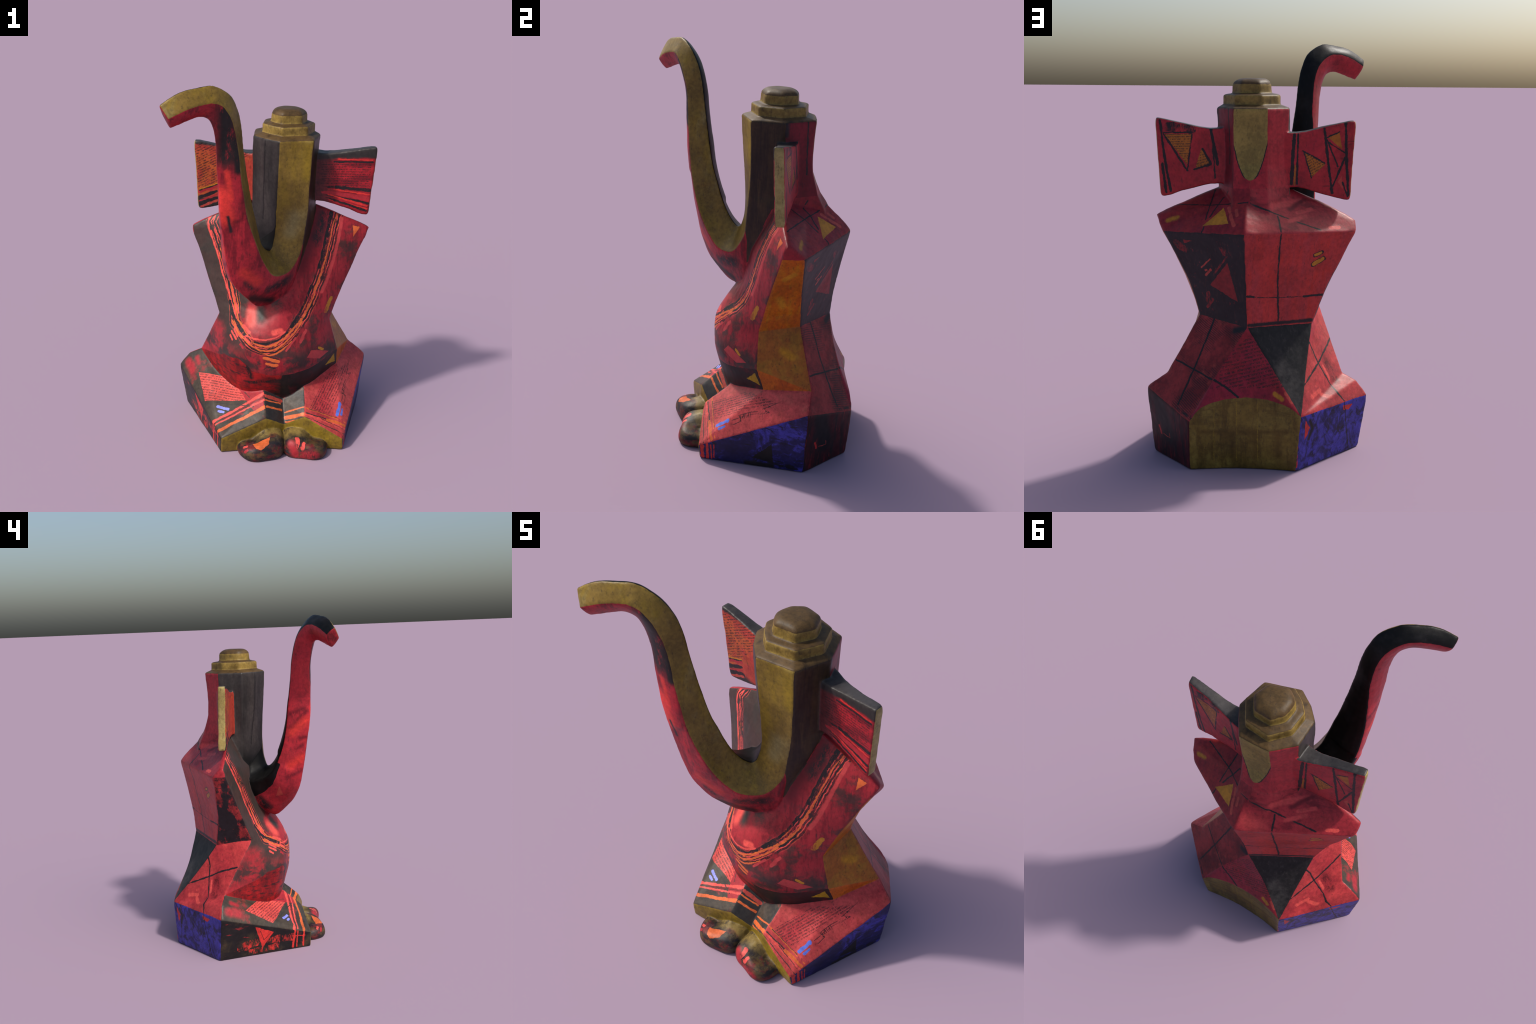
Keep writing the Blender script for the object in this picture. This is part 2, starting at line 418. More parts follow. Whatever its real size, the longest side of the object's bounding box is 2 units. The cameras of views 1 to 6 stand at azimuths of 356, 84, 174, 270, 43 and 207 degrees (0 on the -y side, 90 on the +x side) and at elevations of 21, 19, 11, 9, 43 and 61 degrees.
def part_of(label, c):
    if label == 'chest':
        return 'belly' if c[2] < .735 else 'torso'
    if label == 'shin_front':
        return 'leg' if c[0] < .07 else 'leg.001'
    return PART_OF[label]

BELLY_FOLD = ([-.39, -.30, -.265, -.19, -.15, -.11, -.03, .10, .186, .26, .33, .37], [.375, .43, .472, .494, .465, .425, .405, .410, .424, .440, .466, .482])

def refine(label, c):
    """paint borders that do not follow an edge of the carving"""
    x, y, z = c
    if label == 'chest' and z < .55:
        w = .004 * noise.noise(Vector(c) * 40)
        if z + w < np.interp(x, *BELLY_FOLD):
            return 'belly_low_left' if x + 3 * w < .05 else 'belly_low_right'
    if label in ('trunk_red_side', 'trunk_black') and z < 1.142:
        yb = np.interp(z, [.90, .925, .955, 1.0, 1.06, 1.142], [.02, -.02, -.075, -.12, -.15, -.176])
        return 'trunk_black' if y > yb + .006 * noise.noise(Vector(c) * 30) else 'trunk_red_side'
    return label

ROUNDED = [(K['tipR'], .06), (K['tipL'], .06), (K['SRB'], .05), (K['SLB'], .05), (K['MB'], .04), (K['TSL'], .04), (K['TSR'], .045), (K['HRS'], .04),
           (K['kneeL'], .035), (K['kneeR'], .035), (K['TBL'], .03), (K['TBR'], .03),
           ((.52, .03, 1.63), .03), ((.50, .04, 1.25), .03), ((-.43, .147, 1.62), .03), ((-.407, .16, 1.243), .03),
           ((-.56, -.475, 1.87), .075), ((.045, .075, 1.80), .14)]

def smooth_skin(co, edges, rounds, lam=.5):
    n = len(co)
    deg = np.bincount(edges.ravel(), minlength=n).astype(float)
    for _ in range(rounds):
        acc = np.empty_like(co)
        for ax in range(3):
            acc[:, ax] = np.bincount(edges[:, 0], co[edges[:, 1], ax], n) + np.bincount(edges[:, 1], co[edges[:, 0], ax], n)
        co = co + lam * (acc / deg[:, None] - co)
        co[:, 2] = np.maximum(co[:, 2], 0)
    return co

def straighten_borders(co, quads, lab, rounds=8):
    """slide the vertices on a paint border along it until the border runs smoothly"""
    names = {n: i for i, n in enumerate(sorted(set(lab)))}
    li = np.array([names[l] for l in lab])
    e = np.concatenate([quads[:, [i, (i + 1) % 4]] for i in range(4)])
    e.sort(axis=1)
    f = np.tile(li, 4)
    order = np.lexsort((e[:, 1], e[:, 0]))
    e, f = e[order], f[order]
    same = (e[1:] == e[:-1]).all(axis=1)
    border = e[1:][same & (f[1:] != f[:-1])]
    n = len(co)
    deg = np.bincount(border.ravel(), minlength=n)
    move = deg == 2
    for _ in range(rounds):
        acc = np.empty_like(co)
        for ax in range(3):
            acc[:, ax] = np.bincount(border[:, 0], co[border[:, 1], ax], n) + np.bincount(border[:, 1], co[border[:, 0], ax], n)
        co = co.copy()
        co[move] += .5 * (acc[move] / 2 - co[move])
    return co

def label_faces(verts, faces, labels, centers, normals):
    bvh = BVHTree.FromPolygons(verts, faces)
    keep = [i for i, l in enumerate(labels) if l != 'inner']
    outer = BVHTree.FromPolygons(verts, [faces[i] for i in keep])
    out = []
    for c, nrm in zip(centers, normals):
        c = Vector(c); nrm = Vector(nrm)
        loc, n, idx, d = bvh.find_nearest(c)
        if labels[idx] == 'inner' or n.dot(nrm) < .75:
            best = None
            for loc, n, i, d in bvh.find_nearest_range(c, max(d * 1.5, .016)):
                if labels[i] == 'inner':
                    continue
                cost = d + .012 * (1 - n.dot(nrm))
                if best is None or cost < best[0]:
                    best = (cost, i)
            idx = best[1] if best else keep[outer.find_nearest(c)[2]]
        out.append(labels[idx])
    return out

def build_object(materials):
    verts, faces, labels = make_skin()
    me = remesh(verts, faces)
    n = len(me.vertices)
    co = np.empty(n * 3); me.vertices.foreach_get('co', co); co = co.reshape(-1, 3)
    ed = np.empty(len(me.edges) * 2, int); me.edges.foreach_get('vertices', ed); ed = ed.reshape(-1, 2)
    co = smooth_skin(co, ed, SMOOTH_ROUNDS)
    # corners that hands have worn round
    soft = np.zeros(n)
    for q, r in ROUNDED:
        soft = np.maximum(soft, np.clip(1.6 * (1 - np.linalg.norm(co - np.array(q), axis=1) / r), 0, 1))
    co = smooth_skin(co, ed, 26, .5 * soft[:, None])
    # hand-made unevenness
    d = np.array([noise.noise(Vector(p) * 9) * .0022 + noise.noise(Vector(p) * 31) * .0007 for p in co])
    me.vertices.foreach_set('co', co.ravel()); me.update()
    nr = np.array([v.normal for v in me.vertices])
    co += nr * (d + .0028)[:, None]; co[:, 2] = np.maximum(co[:, 2], 0)
    me.vertices.foreach_set('co', co.ravel()); me.update()
    nr = np.array([v.normal for v in me.vertices])
    lt = np.empty(len(me.polygons), int); me.polygons.foreach_get('loop_total', lt)
    cen = np.empty(len(me.polygons) * 3); me.polygons.foreach_get('center', cen); cen = cen.reshape(-1, 3)
    fn = np.empty(len(me.polygons) * 3); me.polygons.foreach_get('normal', fn); fn = fn.reshape(-1, 3)
    lab = [refine(l, c) for l, c in zip(label_faces(verts, faces, labels, cen, fn), cen)]
    loops = np.empty(len(me.loops), int); me.loops.foreach_get('vertex_index', loops)
    start = np.concatenate([[0], np.cumsum(lt)[:-1]])
    # drop stray specks
    if (lt == 4).all():
        quads = loops.reshape(-1, 4)
    else:
        quads = [loops[s:s + t] for s, t in zip(start, lt)]
    quads = np.array(quads)
    co = straighten_borders(co, quads, lab)
    me.vertices.foreach_set('co', co.ravel()); me.update()
    nr = np.array([v.normal for v in me.vertices])
    parts = {}
    for i, l in enumerate(lab):
        parts.setdefault(part_of(l, cen[i]), []).append(i)
    root = bpy.data.objects.new('elephant_figurine', None)
    root['label'] = 'cubist painted seated elephant statue with raised trunk'
    root['category'] = 'statue'
    bpy.context.scene.collection.objects.link(root)
    objs = {}
    for name in sorted(parts):
        idx = parts[name]
        q = np.array([quads[i] for i in idx])
        used, inv = np.unique(q.ravel(), return_inverse=True)
        m = bpy.data.meshes.new(name.split('.')[0])
        m.from_pydata(co[used].tolist(), [], inv.reshape(-1, 4).tolist())
        mats = sorted(set(lab[i] for i in idx))
        for x in mats:
            m.materials.append(materials[x])
        m.polygons.foreach_set('material_index', [mats.index(lab[i]) for i in idx])
        m.polygons.foreach_set('use_smooth', [True] * len(idx))
        m.update()
        m.normals_split_custom_set_from_vertices([tuple(x) for x in nr[used]])
        ob = bpy.data.objects.new(name, m)
        ob.parent = root
        bpy.context.scene.collection.objects.link(ob)
        objs[name] = ob
    return root, objs, (co, quads)

# ------------------------------------------------------------------ paint
SMOOTH_ROUNDS = 6
RED, CORAL, CORALDIM, SCARLET, SCARLETDARK = (.33,.020,.028), (.66,.075,.062), (.46,.046,.048), (.56,.032,.026), (.32,.010,.011)
BRICK, BRICKDARK, CRIMSON, CRIMSONDARK, DARKRED = (.42,.055,.04), (.24,.018,.02), (.30,.015,.025), (.13,.006,.012), (.13,.008,.010)
BLACK, INK, SOOT, CHARCOAL = (.010,.009,.009), (.015,.012,.014), (.034,.029,.025), (.026,.023,.022)
GOLD, GOLDWARM, GOLDDARK, PALEGOLD, BRONZE, BRONZEDARK = (.180,.118,.018), (.235,.155,.014), (.100,.060,.009), (.33,.27,.11), (.088,.050,.016), (.032,.018,.007)
ORANGE, FLAME, OCHRE, OCHREDARK, YELLOW, YELLOWDARK = (.46,.105,.002), (.60,.118,.032), (.46,.19,.015), (.34,.105,.012), (.48,.20,.008), (.40,.24,.008)
PALEGOLDDIM = (.25,.20,.08)
BLUE, NAVY, PERIWINKLE, BLUEDASH = (.050,.044,.34), (.011,.010,.060), (.22,.24,.74), (.10,.15,.55)

def node_groups():
    """shared distance function: point to line piece"""
    g = bpy.data.node_groups.new('stroke_distance', 'ShaderNodeTree')
    for n in 'PAB':
        g.interface.new_socket(n, in_out='INPUT', socket_type='NodeSocketVector')
    g.interface.new_socket('D', in_out='OUTPUT', socket_type='NodeSocketFloat')
    N, Lk = g.nodes, g.links
    i, o = N.new('NodeGroupInput'), N.new('NodeGroupOutput')
    def vm(op, a, b=None, c=None):
        n = N.new('ShaderNodeVectorMath'); n.operation = op
        for k, x in enumerate((a, b)):
            if x is not None:
                Lk.new(x, n.inputs[k])
        if c is not None:
            Lk.new(c, n.inputs['Scale'])
        return n.outputs['Value'] if op in ('DOT_PRODUCT', 'LENGTH', 'DISTANCE') else n.outputs['Vector']
    pa = vm('SUBTRACT', i.outputs['P'], i.outputs['A']); ba = vm('SUBTRACT', i.outputs['B'], i.outputs['A'])
    def ma(op, a, b):
        n = N.new('ShaderNodeMath'); n.operation = op; Lk.new(a, n.inputs[0])
        if isinstance(b, float):
            n.inputs[1].default_value = b
        else:
            Lk.new(b, n.inputs[1])
        return n.outputs[0]
    t = ma('MAXIMUM', ma('MINIMUM', ma('DIVIDE', vm('DOT_PRODUCT', pa, ba), vm('DOT_PRODUCT', ba, ba)), 1.0), 0.0)
    Lk.new(vm('DISTANCE', pa, vm('SCALE', ba, None, t)), o.inputs['D'])
    return g

class Paint:
    """one painted facet: a colour stack on Object coordinates"""
    GROUP = None
    def __init__(self, name, wobble=.0025, rough=.58):
        self.m = bpy.data.materials.new(name); self.m.use_nodes = True
        self.t = self.m.node_tree; self.N, self.K = self.t.nodes, self.t.links
        self.b = self.N['Principled BSDF']
        self.b.inputs['Roughness'].default_value = rough
        self.P0 = self.N.new('ShaderNodeTexCoord').outputs['Object']
        self.col = None
        self.P = self.P0
        if wobble:
            n = self.N.new('ShaderNodeTexNoise'); n.inputs['Scale'].default_value = 32; n.inputs['Detail'].default_value = 4
            n.inputs['Roughness'].default_value = .65
            self.K.new(self.P0, n.inputs['Vector'])
            s = self.vec('SUBTRACT', n.outputs['Color'], (.5, .5, .5))
            k = self.N.new('ShaderNodeVectorMath'); k.operation = 'SCALE'; self.K.new(s, k.inputs[0]); k.inputs['Scale'].default_value = wobble * 4
            self.P = self.vec('ADD', self.P0, k.outputs[0])
            n = self.N.new('ShaderNodeTexNoise'); n.inputs['Scale'].default_value = 130; n.inputs['Detail'].default_value = 3
            self.K.new(self.P0, n.inputs['Vector'])
            s = self.vec('SUBTRACT', n.outputs['Color'], (.5, .5, .5))
            k = self.N.new('ShaderNodeVectorMath'); k.operation = 'SCALE'; self.K.new(s, k.inputs[0]); k.inputs['Scale'].default_value = wobble * 1.5
            self.P = self.vec('ADD', self.P, k.outputs[0])
            n = self.N.new('ShaderNodeTexNoise'); n.inputs['Scale'].default_value = 24; n.inputs['Detail'].default_value = 3
            self.K.new(self.P0, n.inputs['Vector'])
            self.hand = self.math('SUBTRACT', n.outputs['Fac'], .5)     # pressure of the brush
    # -- small node helpers
    def plug(self, x, sock):
        if isinstance(x, bpy.types.NodeSocket):
            self.K.new(x, sock)
        else:
            sock.default_value = x
    def vec(self, op, a, b):
        n = self.N.new('ShaderNodeVectorMath'); n.operation = op
        self.plug(a, n.inputs[0]); self.plug(b, n.inputs[1])
        return n.outputs['Value'] if op in ('DOT_PRODUCT', 'LENGTH', 'DISTANCE') else n.outputs['Vector']
    def math(self, op, a, b=0.0, c=None, clamp=False):
        n = self.N.new('ShaderNodeMath'); n.operation = op; n.use_clamp = clamp
        self.plug(a, n.inputs[0]); self.plug(b, n.inputs[1])
        if c is not None:
            self.plug(c, n.inputs[2])
        return n.outputs[0]
    def span(self, x, a, b, lo=0.0, hi=1.0):
        n = self.N.new('ShaderNodeMapRange'); n.interpolation_type = 'SMOOTHSTEP'; n.clamp = False
        self.plug(x, n.inputs['Value'])
        for k, v in (('From Min', a), ('From Max', b), ('To Min', lo), ('To Max', hi)):
            n.inputs[k].default_value = v
        return n.outputs['Result']
    def noise(self, scale, detail=4, rough=.6, stretch=None, shift=0.0, dist=0.0, warp=False):
        v = self.P if warp else self.P0
        if stretch is not None or shift:
            m = self.N.new('ShaderNodeMapping'); self.K.new(v, m.inputs['Vector'])
            if stretch is not None:
                m.inputs['Scale'].default_value = stretch
            m.inputs['Location'].default_value = (shift, shift * .7, -shift)
            v = m.outputs[0]
        n = self.N.new('ShaderNodeTexNoise'); self.K.new(v, n.inputs['Vector'])
        n.inputs['Scale'].default_value = scale; n.inputs['Detail'].default_value = detail
        n.inputs['Roughness'].default_value = rough; n.inputs['Distortion'].default_value = dist
        return n.outputs['Fac']
    def over(self, mask, color):
        """lay a colour over what is there"""
        if self.col is None:
            self.col = color; return self
        n = self.N.new('ShaderNodeMix'); n.data_type = 'RGBA'; n.clamp_factor = True
        self.plug(mask, n.inputs['Factor'])
        for x, s in ((self.col, n.inputs[6]), (color, n.inputs[7])):
            self.plug(x if isinstance(x, bpy.types.NodeSocket) else (*x, 1), s)
        self.col = n.outputs[2]
        return self
    # -- paint marks
    def base(self, c):
        self.col = c; return self
    def streaks(self, color, scale, lo, hi, stretch=None, amount=1.0, shift=0.0, detail=5, rough=.65, dist=0.0):
        """cloudy or streaky brushwork: noise between lo and hi fades the colour in"""
        return self.over(self.math('MULTIPLY', self.span(self.noise(scale, detail, rough, stretch, shift, dist), lo, hi), amount), color)
    def stroke(self, color, width, pts, soft=.0016, dry=0, sq=0, steady=False):
        d = None
        for a, b in zip(pts, pts[1:]):
            n = self.N.new('ShaderNodeGroup'); n.node_tree = Paint.GROUP
            self.K.new(self.P0 if steady else self.P, n.inputs['P']); n.inputs['A'].default_value = a; n.inputs['B'].default_value = b
            d = n.outputs['D'] if d is None else self.math('MINIMUM', d, n.outputs['D'])
        if soft < .003 and not steady:
            d = self.math('ADD', d, self.math('MULTIPLY', self.hand, width * 1.6))
        m = self.span(d, width - soft * .6, width + soft, 1.0, 0.0)
        return self.over(self.dry(m, dry), color)
    def necklace(self, colors, ground, width, pitch, pts):
        """bundle of fine painted lines running along one curve"""
        d = None
        for a, b in zip(pts, pts[1:]):
            n = self.N.new('ShaderNodeGroup'); n.node_tree = Paint.GROUP
            self.K.new(self.P, n.inputs['P']); n.inputs['A'].default_value = a; n.inputs['B'].default_value = b
            d = n.outputs['D'] if d is None else self.math('MINIMUM', d, n.outputs['D'])
        d = self.math('ADD', d, self.math('MULTIPLY', self.hand, .012))
        band = self.span(d, width * .75, width * 1.05, 1, 0)
        self.over(self.math('MULTIPLY', self.dry(band, .35), .85), ground)
        f = self.math('FRACT', self.math('DIVIDE', d, pitch))
        line = self.math('MULTIPLY', self.span(f, .12, .24), self.span(f, .44, .58, 1, 0))
        line = self.math('MULTIPLY', line, band)
        pick = self.noise(11, 3, .6, None, 6.0)
        self.over(self.math('MULTIPLY', line, self.span(self.noise(16, 4, .65, None, 2.5), .36, .50)), colors[0])
        self.over(self.math('MULTIPLY', line, self.span(pick, .52, .60)), colors[1])
        return self
    def dry(self, m, dry):
        if not dry:
            return m
        f = self.noise(95, 4, .7, (1.5, 1.5, .45), 3.1)
        g = self.noise(20, 4, .65, (1.2, 1.2, .6), 1.7)
        f = self.math('ADD', self.math('MULTIPLY', f, .45), self.math('MULTIPLY', g, .55))
        return self.math('MULTIPLY', m, self.span(f, .26 + .33 * dry, .40 + .33 * dry))
    def inside(self, normal, pts, soft=.0012):
        n = Vector(normal); d = None
        for a, b in zip(pts, list(pts[1:]) + [pts[0]]):
            e = n.cross(Vector(b) - Vector(a)).normalized()
            x = self.math('SUBTRACT', self.vec('DOT_PRODUCT', self.P, tuple(e)), e.dot(Vector(a)))
            d = x if d is None else self.math('MINIMUM', d, x)
        return self.span(d, -soft * .5, soft)
    def patch(self, color, normal, pts, soft=.0012, dry=0, text=None):
        m = self.inside(normal, pts, soft)
        if color is not None:
            self.over(self.dry(m, dry), color)
        if text is not None:
            u, h = text
            self.writing(m, Vector(pts[0]), Vector(u), Vector(normal).cross(Vector(u)), h)
        return self
    def writing(self, mask, o, u, v, h, ink=INK, amount=.75):
        """rows of small hanging letters: a head line per word with stems below"""
        a = self.vec('DOT_PRODUCT', self.vec('SUBTRACT', self.P0, tuple(o)), tuple(u))
        b = self.math('DIVIDE', self.vec('DOT_PRODUCT', self.vec('SUBTRACT', self.P0, tuple(o)), tuple(v.normalized())), h)
        row = self.math('FLOOR', b); f = self.math('SUBTRACT', b, row)
        def cells(x, y, seed):
            c = self.N.new('ShaderNodeCombineXYZ'); self.K.new(x, c.inputs[0]); self.K.new(y, c.inputs[1]); c.inputs[2].default_value = seed
            w = self.N.new('ShaderNodeTexWhiteNoise'); w.noise_dimensions = '3D'; self.K.new(c.outputs[0], w.inputs['Vector'])
            return w.outputs['Value']
        step = h * .42
        shifted = self.math('ADD', a, self.math('MULTIPLY', cells(row, row, 5.0), .05))
        col = self.math('FLOOR', self.math('DIVIDE', shifted, step))
        word = self.math('GREATER_THAN', cells(col, row, 1.0), .14)                         # gaps between words
        head = self.math('MULTIPLY', self.span(f, .62, .66), self.span(f, .74, .79, 1, 0))
        fine = self.math('FLOOR', self.math('DIVIDE', shifted, step * .42)); fy = self.math('FLOOR', self.math('MULTIPLY', b, 4.0))
        stem = self.math('MULTIPLY', self.math('GREATER_THAN', cells(fine, fy, 2.0), .42), self.math('MULTIPLY', self.span(f, .22, .27), self.span(f, .64, .70, 1, 0)))
        m = self.math('MULTIPLY', self.math('MAXIMUM', head, stem), word)
        worn = self.span(self.noise(14, 3, .6, shift=9.0), .22, .42)
        self.over(self.math('MULTIPLY', self.math('MULTIPLY', m, mask), self.math('MULTIPLY', worn, amount)), ink)
    def hatch(self, color, direction, pitch, amount, mask_lo=.45, mask_hi=.6, seed=0.0):
        """fine parallel lines, worn away in patches"""
        a = self.math('DIVIDE', self.vec('DOT_PRODUCT', self.P0, tuple(Vector(direction).normalized())), pitch)
        f = self.math('FRACT', self.math('ADD', a, self.math('MULTIPLY', self.noise(9, 2), 1.5)))
        line = self.math('MULTIPLY', self.span(f, .35, .5), self.span(f, .85, 1.0, 1, 0))
        m = self.math('MULTIPLY', line, self.span(self.noise(7, 4, .6, shift=seed), mask_lo, mask_hi))
        return self.over(self.math('MULTIPLY', m, amount), color)
    def finish(self, grain=.42, bump=.16, spec=.27, stretch=None):
        """brush grain in value, fine relief, lacquer"""
        if not isinstance(self.col, bpy.types.NodeSocket):
            n = self.N.new('ShaderNodeRGB'); n.outputs[0].default_value = (*self.col, 1); self.col = n.outputs[0]
        f = self.noise(55, 5, .7, stretch, 4.0); g = self.noise(7, 3, .55, None, 8.0)
        k = self.math('ADD', self.math('MULTIPLY', f, .55), self.math('MULTIPLY', g, .45))
        v = self.span(k, .30, .70, 1 - grain, 1 + grain * .55)
        n = self.N.new('ShaderNodeMix'); n.data_type = 'RGBA'; n.blend_type = 'MULTIPLY'; n.inputs['Factor'].default_value = 1
        self.K.new(self.col, n.inputs[6])
        c = self.N.new('ShaderNodeCombineColor')
        for i in range(3):
            self.K.new(v, c.inputs[i])
        self.K.new(c.outputs[0], n.inputs[7]); self.K.new(n.outputs[2], self.b.inputs['Base Color'])
        bp = self.N.new('ShaderNodeBump'); bp.inputs['Strength'].default_value = bump; bp.inputs['Distance'].default_value = .004
        self.K.new(self.noise(80, 5, .65, stretch, 2.0), bp.inputs['Height']); self.K.new(bp.outputs[0], self.b.inputs['Normal'])
        self.b.inputs['Specular IOR Level'].default_value = spec
        return self.m

Paint.GROUP = node_groups()
MARKS = {}
def stroke(facet, color, width, pts, **k):
    MARKS.setdefault(facet, []).append(lambda p: p.stroke(color, width, pts, **k))
def necklace(facet, colors, ground, width, pitch, pts):
    MARKS.setdefault(facet, []).append(lambda p: p.necklace(colors, ground, width, pitch, pts))
def patch(facet, color, normal, pts, **k):
    MARKS.setdefault(facet, []).append(lambda p: p.patch(color, normal, pts, **k))

# the artist's mark: pen strokes in a frame of one letter-sheet unit (along the line, up)
SIGNATURE = [
    [(-5, 40), (132, 48)], [(8, 38), (8, 22), (20, 22)], [(20, 40), (20, 5)], [(5, 28), (15, 9)], [(14, 3), (10, -5), (21, -7)],
    [(35, 22), (48, 22), (48, 40)], [(35, 22), (33, 14), (42, 9)], [(56, 40), (56, 4)], [(72, 42), (72, 4)],
    [(98, 43), (98, 4)], [(98, 24), (86, 22), (88, 9)], [(116, 45), (116, 3)],
    [(118, 28), (188, 20)], [(130, 46), (192, 40)],
    [(205, 28), (192, 24), (202, 15), (190, 7)], [(212, 20), (212, 9), (222, 9), (223, 20)], [(234, 20), (235, -34), (228, -42)],
    [(256, 18), (246, 16), (246, 8), (257, 9), (258, 18), (260, 7)], [(272, 37), (271, 8), (278, 7)], [(264, 23), (281, 25)],
    [(298, 18), (287, 16), (287, 8), (298, 9), (299, 18), (304, 7)],
    [(-72, 8), (-6, 14)], [(-62, -34), (22, -16), (14, -10)], [(240, 52), (310, 62), (430, 84)], [(300, 54), (318, 63), (300, 70)], [(262, 44), (266, 58)],
]
def signature(facet, o, u, v, unit):
    o, u, v = np.array(o), np.array(u), np.array(v)
    for line in SIGNATURE:
        pts = [tuple(o + (u * s + v * t) * unit) for s, t in line]
        stroke(facet, INK, .0013, pts, soft=.0012, steady=True)


# thigh_left
patch('thigh_left', CORAL, (-.429,-.576,.696), [(-.365,-.096,.183), (-.096,-.199,.251), (-.261,-.021,.309), (-.402,.066,.281)], text=((.837,-.521,.170), 0.0148))
patch('thigh_left', RED, (-.308,-.590,.746), [(-.137,-.188,.236), (-.097,-.249,.206), (-.043,-.252,.219), (-.045,-.167,.293), (-.187,-.097,.281)])
stroke('thigh_left', CORAL, 0.008, [(-.321,-.225,.125), (-.040,-.183,.281)])
stroke('thigh_left', CORAL, 0.005, [(-.308,-.246,.123), (-.240,-.235,.157), (-.173,-.230,.193), (-.106,-.223,.228), (-.038,-.208,.259)])
stroke('thigh_left', DARKRED, 0.003, [(-.315,-.235,.123), (-.178,-.217,.198), (-.110,-.211,.236), (-.041,-.195,.270)])
stroke('thigh_left', FLAME, 0.009, [(-.290,-.284,.110), (-.161,-.266,.174), (-.032,-.236,.231)])
stroke('thigh_left', SOOT, 0.0025, [(-.365,-.097,.183), (-.299,-.140,.200), (-.232,-.162,.204), (-.167,-.196,.216), (-.102,-.227,.226)])
stroke('thigh_left', SOOT, 0.002, [(-.172,-.114,.284), (-.159,-.117,.269), (-.146,-.132,.261), (-.121,-.174,.252)])
stroke('thigh_left', PERIWINKLE, 0.009, [(-.294,-.162,.188), (-.239,-.187,.186)])
stroke('thigh_left', PERIWINKLE, 0.0065, [(-.288,-.186,.174), (-.265,-.196,.173)])
stroke('thigh_left', RED, 0.022, [(-.461,.162,.296), (-.438,.107,.275)], soft=0.02)
stroke('thigh_left', RED, 0.01, [(-.411,.148,.334), (-.402,.114,.315)], soft=0.015)

# knee_inner_left
stroke('knee_inner_left', BRICK, 0.009, [(-.032,-.189,.272), (.056,-.166,.223)])
stroke('knee_inner_left', FLAME, 0.0035, [(-.033,-.208,.256), (.009,-.195,.236), (.053,-.178,.214)])
stroke('knee_inner_left', FLAME, 0.0055, [(-.029,-.235,.230), (.014,-.221,.211), (.057,-.201,.187)])

# knee_inner_right
stroke('knee_inner_right', FLAME, 0.0035, [(.076,-.208,.176), (.126,-.226,.205), (.151,-.232,.217), (.177,-.236,.228)])
stroke('knee_inner_right', FLAME, 0.01, [(.077,-.230,.154), (.177,-.267,.200)])
stroke('knee_inner_right', FLAME, 0.0035, [(.077,-.245,.137), (.127,-.264,.160), (.177,-.279,.180)])

# thigh_right
stroke('thigh_right', CORAL, 0.006, [(.185,-.266,.202), (.299,-.265,.155), (.355,-.264,.131), (.408,-.260,.101)])
stroke('thigh_right', SOOT, 0.003, [(.187,-.261,.206), (.302,-.255,.162), (.360,-.253,.140), (.413,-.245,.110)])
stroke('thigh_right', FLAME, 0.0035, [(.187,-.240,.224), (.302,-.238,.177), (.360,-.237,.155), (.413,-.232,.124)])
stroke('thigh_right', FLAME, 0.008, [(.309,-.256,.159), (.361,-.253,.139), (.386,-.253,.130), (.409,-.248,.113)])
stroke('thigh_right', SOOT, 0.0018, [(.205,-.239,.217), (.394,-.232,.144)])
stroke('thigh_right', SOOT, 0.0018, [(.183,-.277,.188), (.239,-.282,.167), (.292,-.285,.141), (.344,-.287,.115), (.396,-.289,.088)])
stroke('thigh_right', SOOT, 0.0016, [(.271,-.263,.170), (.334,-.266,.138), (.366,-.268,.124), (.396,-.268,.106)])
patch('thigh_right', None, (.413,-.617,.670), [(.323,-.229,.176), (.463,.069,.342), (.317,-.065,.331), (.209,-.236,.218)], text=((.465,.739,.488), 0.0135))
stroke('thigh_right', BLUEDASH, 0.0095, [(.367,-.220,.168), (.387,-.169,.207)])
stroke('thigh_right', BLUEDASH, 0.007, [(.391,-.212,.164), (.399,-.186,.181)])
stroke('thigh_right', BRICK, 0.0025, [(.378,-.221,.162), (.394,-.184,.187)])
signature('thigh_right', (.416,-.114,.227), (.355,.850,.389), (-.715,-.022,.699), 0.000556)

# wall_left
patch('wall_left', SCARLET, (-.923,-.346,-.168), [(-.383,-.027,.036), (-.374,-.098,.133), (-.424,.011,.184)])
stroke('wall_left', BLACK, 0.0015, [(-.407,-.018,.151), (-.387,-.038,.089)])
stroke('wall_left', BLACK, 0.0015, [(-.380,-.079,.129), (-.387,-.038,.089)])
stroke('wall_left', SCARLET, 0.0055, [(-.318,-.230,.124), (-.317,-.213,.013)])
stroke('wall_left', SCARLET, 0.0035, [(-.312,-.246,.117), (-.309,-.241,.064), (-.309,-.236,.012)])
stroke('wall_left', SCARLET, 0.0045, [(-.295,-.285,.103), (-.295,-.277,.012)])
stroke('wall_left', SCARLET, 0.0025, [(-.322,-.213,.083), (-.292,-.289,.074)])
stroke('wall_left', SCARLET, 0.026, [(-.432,.098,.057), (-.408,.018,.086)], dry=0.58)
stroke('wall_left', SCARLET, 0.022, [(-.376,-.062,.080), (-.321,-.213,.080)], dry=0.62)
stroke('wall_left', SCARLET, 0.018, [(-.404,.039,.025), (-.350,-.117,.036)], dry=0.66)

